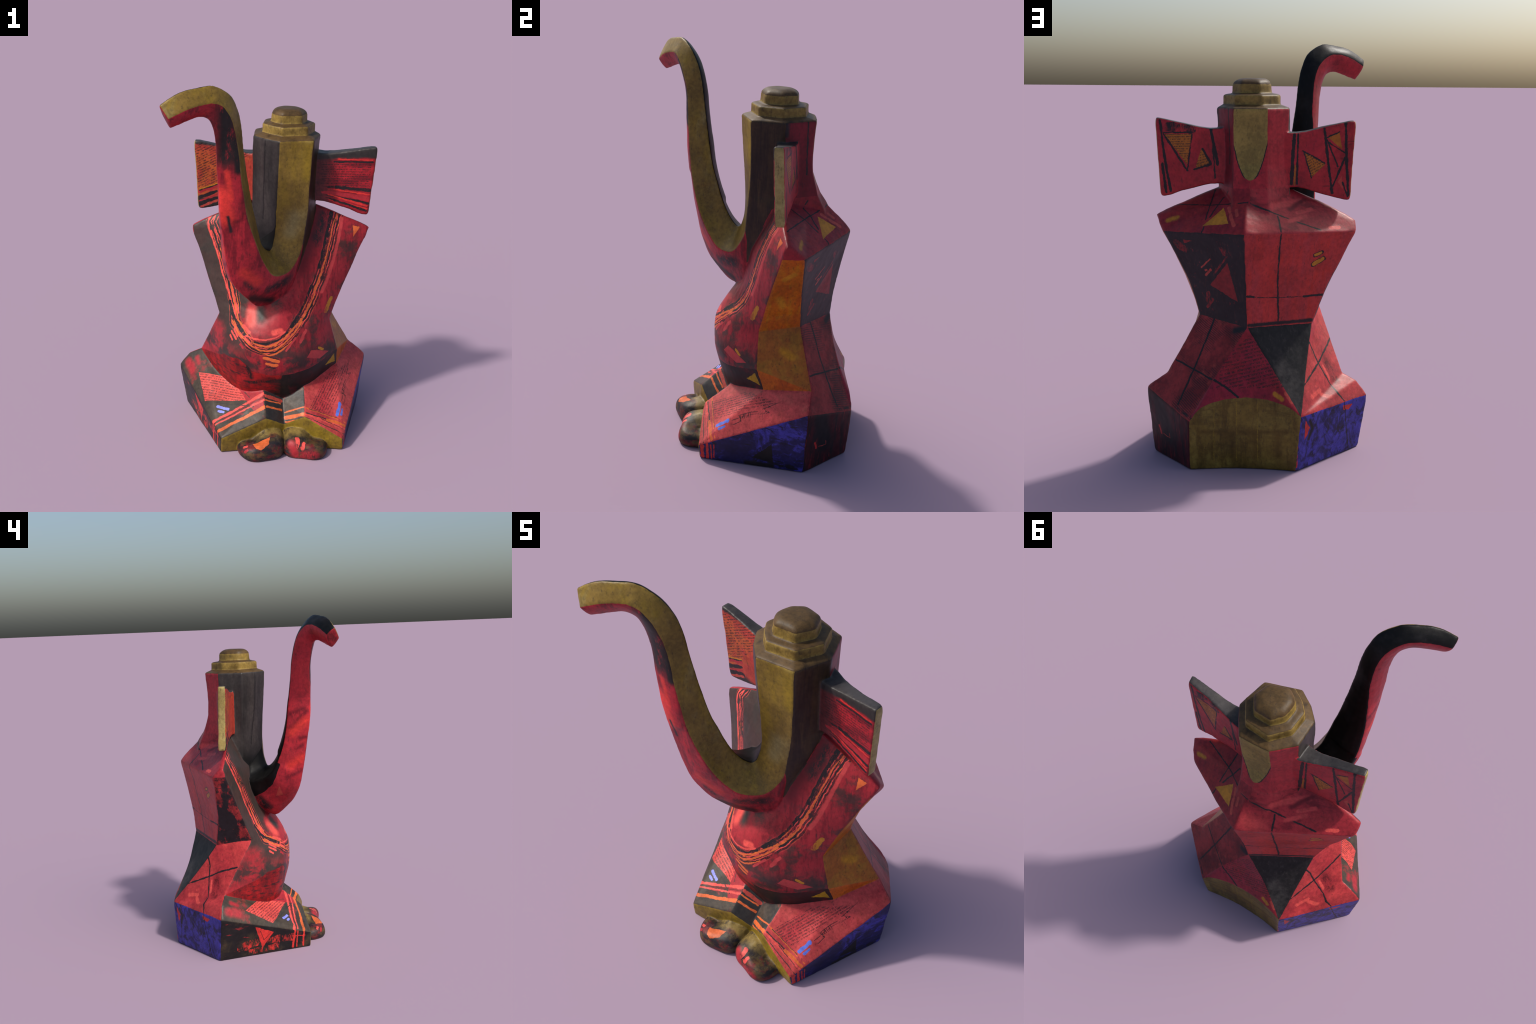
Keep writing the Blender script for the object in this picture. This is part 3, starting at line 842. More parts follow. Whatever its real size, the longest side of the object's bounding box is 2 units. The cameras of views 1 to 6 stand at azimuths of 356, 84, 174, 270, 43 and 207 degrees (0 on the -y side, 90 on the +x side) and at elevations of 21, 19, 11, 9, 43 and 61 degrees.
# wall_right
patch('wall_right', BLACK, (.948,-.309,-.081), [(.475,-.052,.047), (.508,.054,.030), (.514,.043,.145)])
stroke('wall_right', NAVY, 0.008, [(.517,.047,.161), (.484,-.034,.085)], dry=0.4)
stroke('wall_right', NAVY, 0.04, [(.444,-.163,.093), (.462,-.098,.067), (.438,-.161,.007)], soft=0.03)
stroke('wall_right', BLACK, 0.014, [(.466,-.076,.010), (.505,.048,.014)], soft=0.012)
stroke('wall_right', SCARLET, 0.009, [(.397,-.297,.070), (.398,-.292,.011)])
stroke('wall_right', SCARLET, 0.006, [(.406,-.271,.087), (.405,-.268,.006)])
stroke('wall_right', SCARLET, 0.003, [(.413,-.253,.085), (.413,-.247,.007)])
stroke('wall_right', SCARLET, 0.003, [(.419,-.238,.091), (.417,-.235,.013)], dry=0.4)

# wall_right_back
stroke('wall_right_back', SCARLET, 0.0055, [(.523,.255,.151), (.513,.265,.118)])
stroke('wall_right_back', BLACK, 0.004, [(.445,.374,.284), (.448,.372,.245), (.443,.372,.202), (.436,.370,.116)])
stroke('wall_right_back', BLACK, 0.045, [(.525,.277,.291), (.476,.314,.124)], soft=0.03)
stroke('wall_right_back', BRICK, 0.0015, [(.502,.280,.117), (.470,.321,.108), (.473,.319,.133)])

# wall_left_back
patch('wall_left_back', SCARLET, (-.608,.789,-.091), [(-.161,.488,.149), (-.177,.478,.171), (-.189,.473,.204), (-.165,.497,.249)])
patch('wall_left_back', SCARLET, (-.640,.768,-.020), [(-.374,.323,.228), (-.404,.297,.222), (-.429,.278,.243), (-.370,.327,.253)])
stroke('wall_left_back', BLACK, 0.003, [(-.378,.319,.267), (-.381,.318,.239), (-.384,.314,.209), (-.391,.304,.149), (-.409,.278,.009)])
stroke('wall_left_back', BLACK, 0.008, [(-.189,.477,.240), (-.202,.462,.196), (-.184,.470,.146)], soft=0.008)
stroke('wall_left_back', SCARLET, 0.006, [(-.125,.510,.170), (-.122,.504,.021)], dry=0.45)

# hip_left
stroke('hip_left', INK, 0.0042, [(-.205,.282,.565), (-.217,.276,.538), (-.228,.274,.512), (-.250,.280,.462), (-.314,.289,.347), (-.344,.315,.314), (-.378,.316,.273)])
stroke('hip_left', INK, 0.0048, [(-.333,.109,.528), (-.292,.205,.497), (-.256,.274,.460), (-.170,.413,.395)])
stroke('hip_left', CORAL, 0.007, [(-.279,.265,.435), (-.308,.275,.376)])
stroke('hip_left', CORAL, 0.01, [(-.207,.411,.333), (-.251,.356,.345)], soft=0.006)
stroke('hip_left', CORAL, 0.01, [(-.256,.364,.326), (-.305,.351,.309)], soft=0.006)
stroke('hip_left', DARKRED, 0.02, [(-.300,.233,.446), (-.342,.249,.360)], dry=0.5, soft=0.02)

# back_text
stroke('back_text', INK, 0.0055, [(.279,.385,.432), (.254,.410,.426), (.200,.433,.396), (.148,.456,.358)])
stroke('back_text', OCHRE, 0.009, [(-.023,.467,.372), (-.055,.481,.350)], soft=0.006)
stroke('back_text', BRICK, 0.008, [(-.074,.469,.374), (-.101,.486,.337)], soft=0.004)
patch('back_text', None, (.079,.948,.307), [(.218,.381,.506), (.250,.428,.395), (-.089,.451,.394), (.004,.391,.547), (.095,.375,.629)], text=((-.970,.065,.234), 0.0165))

# hip_back_right
stroke('hip_back_right', INK, 0.0045, [(.251,.246,.678), (.284,.270,.602), (.317,.289,.527), (.350,.314,.455), (.389,.342,.377), (.428,.375,.300)])
stroke('hip_back_right', INK, 0.0042, [(.436,.227,.475), (.355,.312,.452), (.269,.396,.427)])
stroke('hip_back_right', INK, 0.016, [(.154,.341,.647), (.100,.369,.669)], soft=0.016)
stroke('hip_back_right', INK, 0.006, [(.439,.378,.286), (.367,.458,.261)], soft=0.008, dry=0.4)

# back_right
patch('back_right', BRICKDARK, (.636,.752,-.175), [(.191,.355,.976), (.270,.259,.851), (.143,.352,.788)])
patch('back_right', BRICKDARK, (.585,.772,-.248), [(.391,.224,1.047), (.353,.258,1.064), (.395,.227,1.066)])
stroke('back_right', BRICK, 0.006, [(.289,.257,.898), (.267,.284,.930)])
stroke('back_right', BRICK, 0.004, [(.309,.251,.935), (.270,.299,.984)], dry=0.4)
stroke('back_right', BRICK, 0.004, [(.293,.261,.923), (.286,.268,.927)])
stroke('back_right', BRICKDARK, 0.012, [(.278,.243,.804), (.282,.232,.768)], dry=0.4)
stroke('back_right', BRICKDARK, 0.008, [(.283,.226,.737), (.259,.254,.778)], dry=0.4)
stroke('back_right', BRICKDARK, 0.02, [(.219,.360,1.063), (.201,.362,1.026)], dry=0.62)
stroke('back_right', BRICKDARK, 0.02, [(.423,.199,1.045), (.391,.214,1.019)], dry=0.62)
stroke('back_right', BRICKDARK, 0.004, [(.259,.281,.898), (.192,.364,1.008)], dry=0.5)

# back_left
stroke('back_left', INK, 0.0045, [(-.056,.375,1.122), (-.054,.379,1.098), (-.053,.372,1.073), (-.051,.358,1.022), (-.046,.334,.896), (-.048,.322,.842), (-.049,.316,.788), (-.052,.306,.680)])
stroke('back_left', INK, 0.005, [(.101,.386,.821), (.071,.371,.814)])
stroke('back_left', INK, 0.002, [(.071,.371,.814), (-.044,.319,.798), (-.178,.259,.787)])
stroke('back_left', INK, 0.005, [(-.178,.259,.787), (-.280,.210,.783)])
stroke('back_left', INK, 0.0105, [(-.227,.278,.992), (-.263,.266,1.003)])
stroke('back_left', OCHRE, 0.0068, [(-.230,.277,.993), (-.259,.267,1.002)])
stroke('back_left', INK, 0.0135, [(-.223,.268,.946), (-.273,.254,.971)])
stroke('back_left', OCHRE, 0.0102, [(-.226,.268,.948), (-.270,.255,.970)])
stroke('back_left', INK, 0.008, [(.093,.369,.678), (-.221,.230,.661)], soft=0.006)

# shoulder_right
patch('shoulder_right', OCHRE, (.490,.526,.695), [(.203,.261,1.221), (.305,.278,1.137), (.185,.359,1.160)])
stroke('shoulder_right', BRICK, 0.0085, [(.181,.283,1.222), (.163,.383,1.154)])
stroke('shoulder_right', BRICK, 0.008, [(.148,.323,1.216), (.146,.351,1.195)], soft=0.004)
stroke('shoulder_right', OCHRE, 0.008, [(.469,.145,1.145), (.422,.158,1.161)], soft=0.01)
stroke('shoulder_right', INK, 0.0032, [(.423,.087,1.213), (.250,.200,1.226), (.173,.271,1.240), (.135,.306,1.247), (.097,.323,1.252)])
stroke('shoulder_right', INK, 0.0035, [(.238,.097,1.285), (.264,.186,1.225), (.288,.253,1.165)])
stroke('shoulder_right', INK, 0.0038, [(.181,.213,1.293), (.202,.189,1.259), (.225,.219,1.232), (.270,.257,1.175)])
stroke('shoulder_right', INK, 0.0035, [(.298,.288,1.134), (.305,.301,1.120), (.311,.305,1.104)])

# shoulder_left
stroke('shoulder_left', INK, 0.0042, [(.095,.324,1.252), (.016,.322,1.219), (-.025,.310,1.201), (-.066,.306,1.184), (-.160,.294,1.149), (-.254,.286,1.115)])
stroke('shoulder_left', INK, 0.0045, [(-.046,.315,1.186), (-.056,.374,1.124)])
stroke('shoulder_left', CORALDIM, 0.014, [(-.021,.295,1.231), (-.059,.261,1.232), (-.096,.237,1.235), (-.171,.191,1.240)], soft=0.01)
stroke('shoulder_left', CORALDIM, 0.01, [(-.145,.255,1.192), (-.216,.211,1.204)], soft=0.004)
stroke('shoulder_left', CORALDIM, 0.01, [(-.102,.311,1.162), (-.183,.254,1.176)], soft=0.008)
stroke('shoulder_left', CORAL, 0.009, [(-.300,.258,1.121), (-.348,.239,1.119)])
stroke('shoulder_left', CORALDIM, 0.03, [(.068,.396,1.162), (.009,.387,1.142)], soft=0.04)
stroke('shoulder_left', CRIMSONDARK, 0.01, [(-.108,.257,1.209), (-.182,.180,1.245)], soft=0.012)

# side_left
stroke('side_left', INK, 0.0015, [(-.345,.234,1.016), (-.400,.204,1.026), (-.401,.178,1.026), (-.403,.151,1.026), (-.402,.124,1.025)])

# side_right
stroke('side_right', YELLOW, 0.012, [(.439,.084,.981), (.448,.125,1.008)], soft=0.012)
stroke('side_right', YELLOW, 0.012, [(.388,.067,.862), (.370,.087,.818)], soft=0.02)

# hip_orange
stroke('hip_orange', YELLOW, 0.014, [(.361,.099,.572), (.380,.138,.553)], soft=0.02)

# belly_low_right
patch('belly_low_right', YELLOWDARK, (.678,-.709,-.195), [(.304,-.073,.398), (.370,-.008,.392), (.365,-.032,.461)])
stroke('belly_low_right', BLACK, 0.004, [(.362,-.034,.459), (.373,-.005,.391)])

# belly_low_left
stroke('belly_low_left', SCARLETDARK, 0.018, [(-.114,-.177,.378), (-.013,-.209,.419), (.030,-.205,.400)], soft=0.014, dry=0.35)
stroke('belly_low_left', BLACK, 0.01, [(-.128,-.162,.341), (-.061,-.184,.356), (.006,-.193,.363)], dry=0.45)
stroke('belly_low_left', BLACK, 0.012, [(-.142,-.185,.453), (-.114,-.177,.378)], soft=0.012, dry=0.4)

# chest
necklace('chest', (CORAL, FLAME), INK, .038, .0155, [(-.303,.151,1.216), (-.334,.128,1.174), (-.300,.090,1.091), (-.269,.058,1.001), (-.241,.025,.901), (-.221,-.003,.820), (-.207,-.025,.758), (-.207,-.070,.668), (-.167,-.145,.626), (-.121,-.192,.583), (-.080,-.208,.569), (-.039,-.218,.566), (.011,-.223,.586), (.052,-.215,.613), (.104,-.184,.660), (.168,-.121,.730), (.210,-.079,.807), (.240,-.055,.893), (.269,-.037,.981), (.298,-.009,1.087), (.318,.024,1.174), (.343,.064,1.243)])
stroke('chest', INK, 0.008, [(.092,-.179,.683), (.130,-.139,.727), (.168,-.098,.788), (.187,-.079,.830), (.206,-.065,.875)], dry=0.3)
stroke('chest', INK, 0.009, [(.242,-.044,.978), (.261,-.027,1.049), (.286,.013,1.161), (.296,.037,1.213), (.308,.068,1.262)], dry=0.3)
stroke('chest', INK, 0.008, [(.157,-.139,.704), (.182,-.111,.737), (.206,-.089,.772)])
stroke('chest', CORAL, 0.0048, [(-.321,.155,1.207), (-.351,.144,1.189), (-.356,.134,1.167), (-.355,.124,1.145), (-.346,.115,1.121), (-.304,.075,1.014), (-.276,.043,.908), (-.248,.013,.826), (-.224,-.015,.753), (-.208,-.042,.718), (-.198,-.069,.684)])
stroke('chest', FLAME, 0.0042, [(-.221,-.057,.668), (-.204,-.090,.646), (-.188,-.126,.626), (-.170,-.153,.612), (-.151,-.174,.595), (-.130,-.188,.585), (-.110,-.198,.573), (-.069,-.211,.559), (-.034,-.219,.558), (.012,-.224,.574), (.032,-.222,.589), (.052,-.216,.602), (.078,-.205,.625), (.104,-.189,.645), (.129,-.168,.672), (.153,-.144,.698)])
stroke('chest', FLAME, 0.0046, [(-.116,-.190,.600), (-.095,-.200,.589), (-.045,-.215,.583), (.006,-.222,.599), (.031,-.217,.617), (.057,-.209,.632), (.080,-.195,.654), (.104,-.178,.674), (.148,-.138,.712)])
stroke('chest', FLAME, 0.004, [(-.079,-.209,.549), (-.028,-.219,.535), (.013,-.224,.546), (.035,-.223,.564), (.058,-.218,.580), (.094,-.202,.609)])
stroke('chest', CORAL, 0.004, [(-.151,-.160,.625), (-.128,-.176,.622), (-.106,-.189,.617), (-.045,-.210,.620), (-.015,-.212,.630), (.015,-.211,.639), (.057,-.197,.663)])
stroke('chest', INK, 0.005, [(-.111,-.192,.600), (-.045,-.214,.600), (-.012,-.217,.613), (.021,-.216,.624), (.046,-.207,.642), (.072,-.195,.660)], dry=0.2)
stroke('chest', INK, 0.0028, [(-.166,-.161,.603), (-.143,-.182,.585), (-.132,-.190,.574), (-.120,-.196,.563), (-.092,-.205,.555), (-.064,-.212,.545), (-.028,-.219,.552), (.007,-.224,.557), (.023,-.224,.569), (.040,-.222,.579), (.073,-.212,.597)])
stroke('chest', FLAME, 0.0045, [(-.232,.013,.863), (-.216,-.012,.794), (-.207,-.025,.757), (-.200,-.047,.723), (-.187,-.085,.678), (-.157,-.129,.659)], dry=0.2)
stroke('chest', CORAL, 0.006, [(-.218,-.005,.814), (-.202,-.027,.761), (-.187,-.062,.713)], dry=0.3)
stroke('chest', INK, 0.009, [(-.233,-.009,.758), (-.217,-.046,.695), (-.187,-.104,.653), (-.157,-.152,.629)], dry=0.25)
stroke('chest', INK, 0.004, [(-.267,-.293,1.072), (-.261,-.286,1.043), (-.255,-.271,1.011), (-.240,.017,.866), (-.234,.009,.841)])
stroke('chest', FLAME, 0.0042, [(.135,-.160,.685), (.162,-.128,.721), (.190,-.099,.760), (.221,-.072,.822), (.240,-.054,.899), (.269,-.036,.986), (.280,-.027,1.033), (.292,-.012,1.077), (.312,.023,1.174), (.340,.066,1.247)], dry=0.3)
stroke('chest', FLAME, 0.006, [(.220,-.066,.847), (.254,-.047,.935)], dry=0.35)
stroke('chest', INK, 0.0025, [(.285,-.032,.985), (.294,-.025,1.024), (.304,-.014,1.061), (.313,-.002,1.098), (.324,.012,1.134), (.330,.023,1.162), (.337,.036,1.189), (.351,.067,1.242)])
stroke('chest', INK, 0.0022, [(.270,-.039,.960), (.288,-.023,1.040), (.308,.002,1.116), (.318,.022,1.169), (.329,.049,1.220)])
stroke('chest', CORALDIM, 0.0085, [(.367,.059,1.222), (.348,.013,1.123), (.320,-.020,.997), (.294,-.037,.903), (.264,-.054,.837)], soft=0.004)
stroke('chest', CRIMSONDARK, 0.028, [(.238,.064,1.290), (.202,-.009,1.130), (.176,-.041,1.054), (.152,-.060,.973)], soft=0.05)
stroke('chest', INK, 0.02, [(.265,.047,1.247), (.228,-.010,1.119)], soft=0.03, dry=0.4)
patch('chest', FLAME, (.201,-.937,.286), [(.432,.039,1.123), (.470,.063,1.173), (.429,.057,1.183)])
stroke('chest', OCHRE, 0.013, [(.320,-.031,.787), (.292,-.055,.723)], dry=0.35)
stroke('chest', FLAME, 0.0085, [(-.050,-.214,.516), (.027,-.224,.500)], sq=1)
stroke('chest', FLAME, 0.008, [(-.037,-.215,.482), (.018,-.222,.474)], sq=1)
stroke('chest', INK, 0.002, [(-.048,-.215,.528), (-.009,-.222,.522), (.029,-.224,.513)])
stroke('chest', INK, 0.0025, [(-.035,-.214,.463), (-.012,-.217,.460), (.011,-.219,.457)])
stroke('chest', CORAL, 0.0055, [(-.231,-.095,.594), (-.220,-.116,.578)])
stroke('chest', CORAL, 0.0055, [(-.223,-.092,.618), (-.201,-.133,.592)])
stroke('chest', CORAL, 0.0045, [(-.211,-.094,.634), (-.193,-.133,.606)])
stroke('chest', RED, 0.007, [(-.178,-.164,.573), (-.168,-.175,.561)])
stroke('chest', CORALDIM, 0.009, [(.175,-.154,.652), (.146,-.182,.596)], dry=0.2)
patch('chest', CORALDIM, (.618,-.785,.042), [(.185,-.183,.502), (.262,-.124,.466), (.320,-.077,.492), (.212,-.160,.539)])
stroke('chest', OCHRE, 0.006, [(.255,-.127,.535), (.283,-.109,.516)])
stroke('chest', CORALDIM, 0.0055, [(.116,-.190,.623), (.091,-.206,.594), (.067,-.218,.563)])
stroke('chest', CORAL, 0.0085, [(-.160,-.122,.664), (-.131,-.162,.643)], soft=0.004)
stroke('chest', CORAL, 0.026, [(-.116,-.102,.731), (-.122,-.133,.689)], soft=0.025)
stroke('chest', RED, 0.04, [(-.006,-.168,.717), (-.037,-.180,.683)], soft=0.05)
stroke('chest', CORAL, 0.014, [(-.002,-.200,.659), (.034,-.197,.669)], soft=0.008, dry=0.3)
stroke('chest', SOOT, 0.02, [(-.071,-.115,.749), (-.067,-.140,.721)], soft=0.03)

# ear_back_left
patch('ear_back_left', OCHREDARK, (-.068,.997,.022), [(-.217,.182,1.350), (-.288,.176,1.418), (-.182,.182,1.476)], text=((-.883,-.084,.462), 0.0120))
patch('ear_back_left', OCHREDARK, (.021,.999,.024), [(-.368,.176,1.486), (-.352,.174,1.568), (-.299,.173,1.541)])
patch('ear_back_left', BRICK, (.009,1.000,.028), [(-.373,.182,1.294), (-.368,.180,1.361), (-.347,.181,1.333)])
stroke('ear_back_left', INK, 0.0035, [(-.176,.183,1.481), (-.283,.176,1.421)])
stroke('ear_back_left', INK, 0.0028, [(-.182,.182,1.473), (-.219,.182,1.350)])
stroke('ear_back_left', INK, 0.0065, [(-.280,.172,1.584), (-.296,.175,1.454), (-.320,.181,1.278)])
stroke('ear_back_left', INK, 0.006, [(-.382,.169,1.611), (-.387,.176,1.475), (-.398,.185,1.267)])
stroke('ear_back_left', INK, 0.0035, [(-.295,.173,1.530), (-.346,.178,1.404)])
stroke('ear_back_left', INK, 0.003, [(-.301,.174,1.519), (-.379,.176,1.470)])
stroke('ear_back_left', INK, 0.0045, [(-.382,.176,1.448), (-.323,.181,1.311)])
stroke('ear_back_left', INK, 0.003, [(-.292,.173,1.541), (-.355,.174,1.571)])
stroke('ear_back_left', INK, 0.0045, [(-.370,.181,1.327), (-.396,.185,1.261)])
stroke('ear_back_left', INK, 0.008, [(-.134,.185,1.557), (-.122,.191,1.324)])
stroke('ear_back_left', INK, 0.005, [(-.153,.183,1.557), (-.148,.188,1.324)])
stroke('ear_back_left', OCHREDARK, 0.004, [(-.140,.187,1.411), (-.137,.190,1.318)], dry=0.3)

# ear_back_right
patch('ear_back_right', OCHREDARK, (.286,.958,.027), [(.374,.097,1.409), (.347,.101,1.555), (.482,.061,1.552)], text=((-.956,.290,.042), 0.0115))
patch('ear_back_right', OCHREDARK, (.319,.948,.015), [(.333,.111,1.391), (.262,.135,1.415), (.305,.119,1.488)], text=((-.910,.309,.275), 0.0120))
stroke('ear_back_right', INK, 0.0048, [(.484,.061,1.552), (.371,.099,1.379)])
stroke('ear_back_right', INK, 0.0035, [(.347,.101,1.552), (.372,.099,1.382)])
stroke('ear_back_right', INK, 0.0035, [(.484,.060,1.558), (.416,.077,1.560), (.347,.101,1.563)])
stroke('ear_back_right', INK, 0.005, [(.299,.121,1.485), (.259,.136,1.415)])
stroke('ear_back_right', INK, 0.0045, [(.338,.110,1.386), (.259,.136,1.413)])
stroke('ear_back_right', INK, 0.006, [(.500,.054,1.615), (.483,.064,1.456), (.453,.078,1.280)])
stroke('ear_back_right', INK, 0.0065, [(.492,.064,1.407), (.475,.073,1.274)])
stroke('ear_back_right', INK, 0.008, [(.257,.129,1.581), (.243,.142,1.498), (.229,.148,1.414)])
stroke('ear_back_right', INK, 0.004, [(.250,.139,1.500), (.240,.145,1.348)])
stroke('ear_back_right', INK, 0.022, [(.462,.064,1.582), (.352,.098,1.579)], dry=0.45)

# ear_front_left
stroke('ear_front_left', RED, 0.012, [(-.408,.134,1.342), (-.313,.122,1.377)], dry=0.15)
stroke('ear_front_left', INK, 0.009, [(-.405,.135,1.307), (-.313,.123,1.347)], dry=0.15)
stroke('ear_front_left', RED, 0.004, [(-.405,.135,1.286), (-.310,.124,1.328)], dry=0.15)
stroke('ear_front_left', INK, 0.012, [(-.402,.136,1.272), (-.307,.125,1.306)], dry=0.15)
stroke('ear_front_left', BRICK, 0.006, [(-.394,.136,1.256), (-.307,.125,1.295)], dry=0.15)
stroke('ear_front_left', OCHRE, 0.0035, [(-.405,.133,1.354), (-.313,.121,1.390)])
stroke('ear_front_left', INK, 0.003, [(-.405,.133,1.348), (-.311,.121,1.385)])
patch('ear_front_left', None, (-.811,-.418,-.409), [(-.410,.134,1.361), (-.316,.121,1.398), (-.327,-.358,1.698), (-.430,.131,1.614)], text=((.203,-.965,.167), 0.0127))

# ear_front_right
stroke('ear_front_right', SCARLET, 0.0038, [(.322,.037,1.555), (.498,.005,1.561)], dry=0.15)
stroke('ear_front_right', INK, 0.005, [(.303,.041,1.541), (.502,.005,1.550)], dry=0.15)
stroke('ear_front_right', SCARLET, 0.0035, [(.252,.056,1.392), (.497,.014,1.371)], dry=0.15)
stroke('ear_front_right', INK, 0.008, [(.247,.057,1.403), (.497,.013,1.395)], dry=0.15)
stroke('ear_front_right', RED, 0.01, [(.248,.057,1.373), (.493,.015,1.349)], dry=0.15)
stroke('ear_front_right', INK, 0.006, [(.254,.056,1.360), (.493,.015,1.323)], dry=0.15)
stroke('ear_front_right', SCARLET, 0.0045, [(.249,.057,1.368), (.489,.017,1.306)], dry=0.15)
stroke('ear_front_right', SCARLET, 0.005, [(.286,.051,1.330), (.490,.018,1.290)], dry=0.15)
stroke('ear_front_right', INK, 0.006, [(.255,.056,1.347), (.486,.019,1.279)], dry=0.15)
patch('ear_front_right', None, (-.179,-.983,-.036), [(.241,.057,1.413), (.496,.013,1.403), (.495,.006,1.540), (.239,.055,1.529)], text=((.981,-.187,.043), 0.0129))

# head_right_back
stroke('head_right_back', INK, 0.0045, [(.175,.197,1.678), (.172,.203,1.422)])
stroke('head_right_back', INK, 0.01, [(.221,.089,1.681), (.223,.092,1.620), (.443,.067,1.608), (.458,.067,1.552), (.460,.069,1.494)], soft=0.01)

# head_left
stroke('head_left', BLACK, 0.003, [(-.071,-.048,1.666), (-.071,-.045,1.565), (-.070,-.036,1.459), (-.068,-.021,1.350), (-.067,-.010,1.239)], soft=0.006)

# head_front
stroke('head_front', PALEGOLDDIM, 0.02, [(.095,-.080,1.271), (.079,-.081,1.191)], soft=0.05)

# trunk_gold
stroke('trunk_gold', PALEGOLDDIM, 0.02, [(.095,-.080,1.271), (.079,-.081,1.191)], soft=0.05)

# head_front
stroke('head_front', GOLDWARM, 0.02, [(.147,-.079,1.643), (.150,-.073,1.495)], soft=0.03)

# trunk_red
stroke('trunk_red', SCARLET, 0.035, [(-.303,-.363,1.474), (-.273,-.355,1.350)], soft=0.03)
stroke('trunk_red', SCARLET, 0.012, [(-.273,-.371,1.586), (-.252,-.367,1.452)], soft=0.012)
stroke('trunk_red', BLACK, 0.045, [(-.284,-.396,1.920), (-.283,-.407,1.889), (-.281,-.400,1.854), (-.277,-.382,1.783), (-.279,-.372,1.665)], soft=0.05, dry=0.25)
stroke('trunk_red', BLACK, 0.02, [(-.240,-.371,1.735), (-.218,-.367,1.595)], soft=0.02, dry=0.3)
stroke('trunk_red', INK, 0.006, [(-.264,-.357,1.358), (-.248,-.343,1.279)], soft=0.008)
stroke('trunk_red', INK, 0.012, [(-.162,-.278,.983), (-.130,-.256,.942)], soft=0.016, dry=0.3)
stroke('trunk_red', INK, 0.03, [(-.025,-.189,.909), (.014,-.166,.922), (.054,-.136,.931)], soft=0.03, dry=0.35)
stroke('trunk_red', BLACK, 0.02, [(-.126,-.219,.867), (-.017,-.128,.817)], soft=0.03)
stroke('trunk_red', SCARLET, 0.02, [(-.174,-.298,1.043), (-.102,-.257,.974)], soft=0.03)

# trunk_red_side
stroke('trunk_red_side', CRIMSONDARK, 0.01, [(-.298,-.244,1.433), (-.310,-.282,1.449), (-.313,-.320,1.464)], soft=0.02, dry=0.3)
stroke('trunk_red_side', CRIMSONDARK, 0.006, [(-.296,-.231,1.351), (-.310,-.297,1.388)], soft=0.02, dry=0.3)
stroke('trunk_red_side', CRIMSONDARK, 0.006, [(-.303,-.294,1.289), (-.301,-.316,1.294), (-.295,-.338,1.297)], soft=0.02, dry=0.3)
stroke('trunk_red_side', CRIMSONDARK, 0.009, [(-.278,-.215,1.053), (-.278,-.259,1.073), (-.267,-.302,1.091)], soft=0.018, dry=0.25)
stroke('trunk_red_side', CRIMSONDARK, 0.01, [(-.303,-.255,1.354), (-.313,-.335,1.448)], soft=0.018, dry=0.25)
stroke('trunk_red_side', CRIMSONDARK, 0.005, [(-.297,-.269,1.225), (-.295,-.312,1.248)], soft=0.018, dry=0.25)
stroke('trunk_red_side', SCARLET, 0.016, [(-.287,-.236,1.127), (-.282,-.310,1.173)], soft=0.03)
stroke('trunk_red_side', SCARLET, 0.016, [(-.302,-.248,1.324), (-.309,-.333,1.394)], soft=0.03)
patch('trunk_red_side', BRICK, (-.855,.094,-.509), [(-.253,-.166,1.001), (-.209,-.146,.931), (-.220,-.190,.941)])
stroke('trunk_red_side', INK, 0.03, [(-.162,-.047,.901), (-.159,-.071,.877), (-.144,-.095,.851)], soft=0.03, dry=0.4)

# foot_left
patch('foot_left', FLAME, (-.138,-.343,.929), [(-.092,-.410,.072), (-.066,-.415,.067), (-.022,-.388,.088), (-.014,-.346,.106), (-.108,-.371,.078)])
stroke('foot_left', CORAL, 0.0065, [(-.154,-.374,.062), (-.142,-.379,.068)])
stroke('foot_left', RED, 0.006, [(-.150,-.399,.048), (-.137,-.402,.059)])

# foot_right
stroke('foot_right', CORAL, 0.01, [(.134,-.354,.101), (.134,-.376,.088), (.137,-.389,.070)], dry=0.2)
stroke('foot_right', CORAL, 0.009, [(.168,-.377,.086), (.164,-.389,.075), (.160,-.395,.061)])
stroke('foot_right', INK, 0.0035, [(.153,-.368,.092), (.149,-.378,.086), (.146,-.385,.079), (.139,-.393,.060)])
stroke('foot_right', RED, 0.018, [(.101,-.376,.079), (.117,-.394,.043)], soft=0.018)
stroke('foot_right', RED, 0.022, [(.133,-.396,.020), (.219,-.414,.031)], soft=0.02, dry=0.4)

# arch
stroke('arch', GOLDDARK, 0.012, [(.176,.452,.172), (.174,.448,.067)], soft=0.022)
stroke('arch', GOLDDARK, 0.012, [(.069,.463,.173), (.066,.460,.068)], soft=0.022)
stroke('arch', GOLDDARK, 0.012, [(-.036,.485,.179), (-.039,.484,.075)], soft=0.022)
stroke('arch', GOLDDARK, 0.006, [(.323,.452,.190), (.223,.450,.185), (.123,.456,.184), (.023,.471,.186), (-.075,.496,.193)], soft=0.016)
stroke('arch', GOLDWARM, 0.0008, [(.261,.455,.336), (.261,.453,.264), (.261,.450,.190), (.262,.445,.115), (.262,.442,.040)], soft=0.002)
stroke('arch', GOLDWARM, 0.0008, [(.156,.457,.334), (.155,.453,.188), (.155,.452,.114), (.154,.448,.039)], soft=0.002)
stroke('arch', GOLDWARM, 0.0008, [(.059,.468,.335), (.058,.465,.190), (.057,.463,.115), (.056,.461,.041)], soft=0.002)


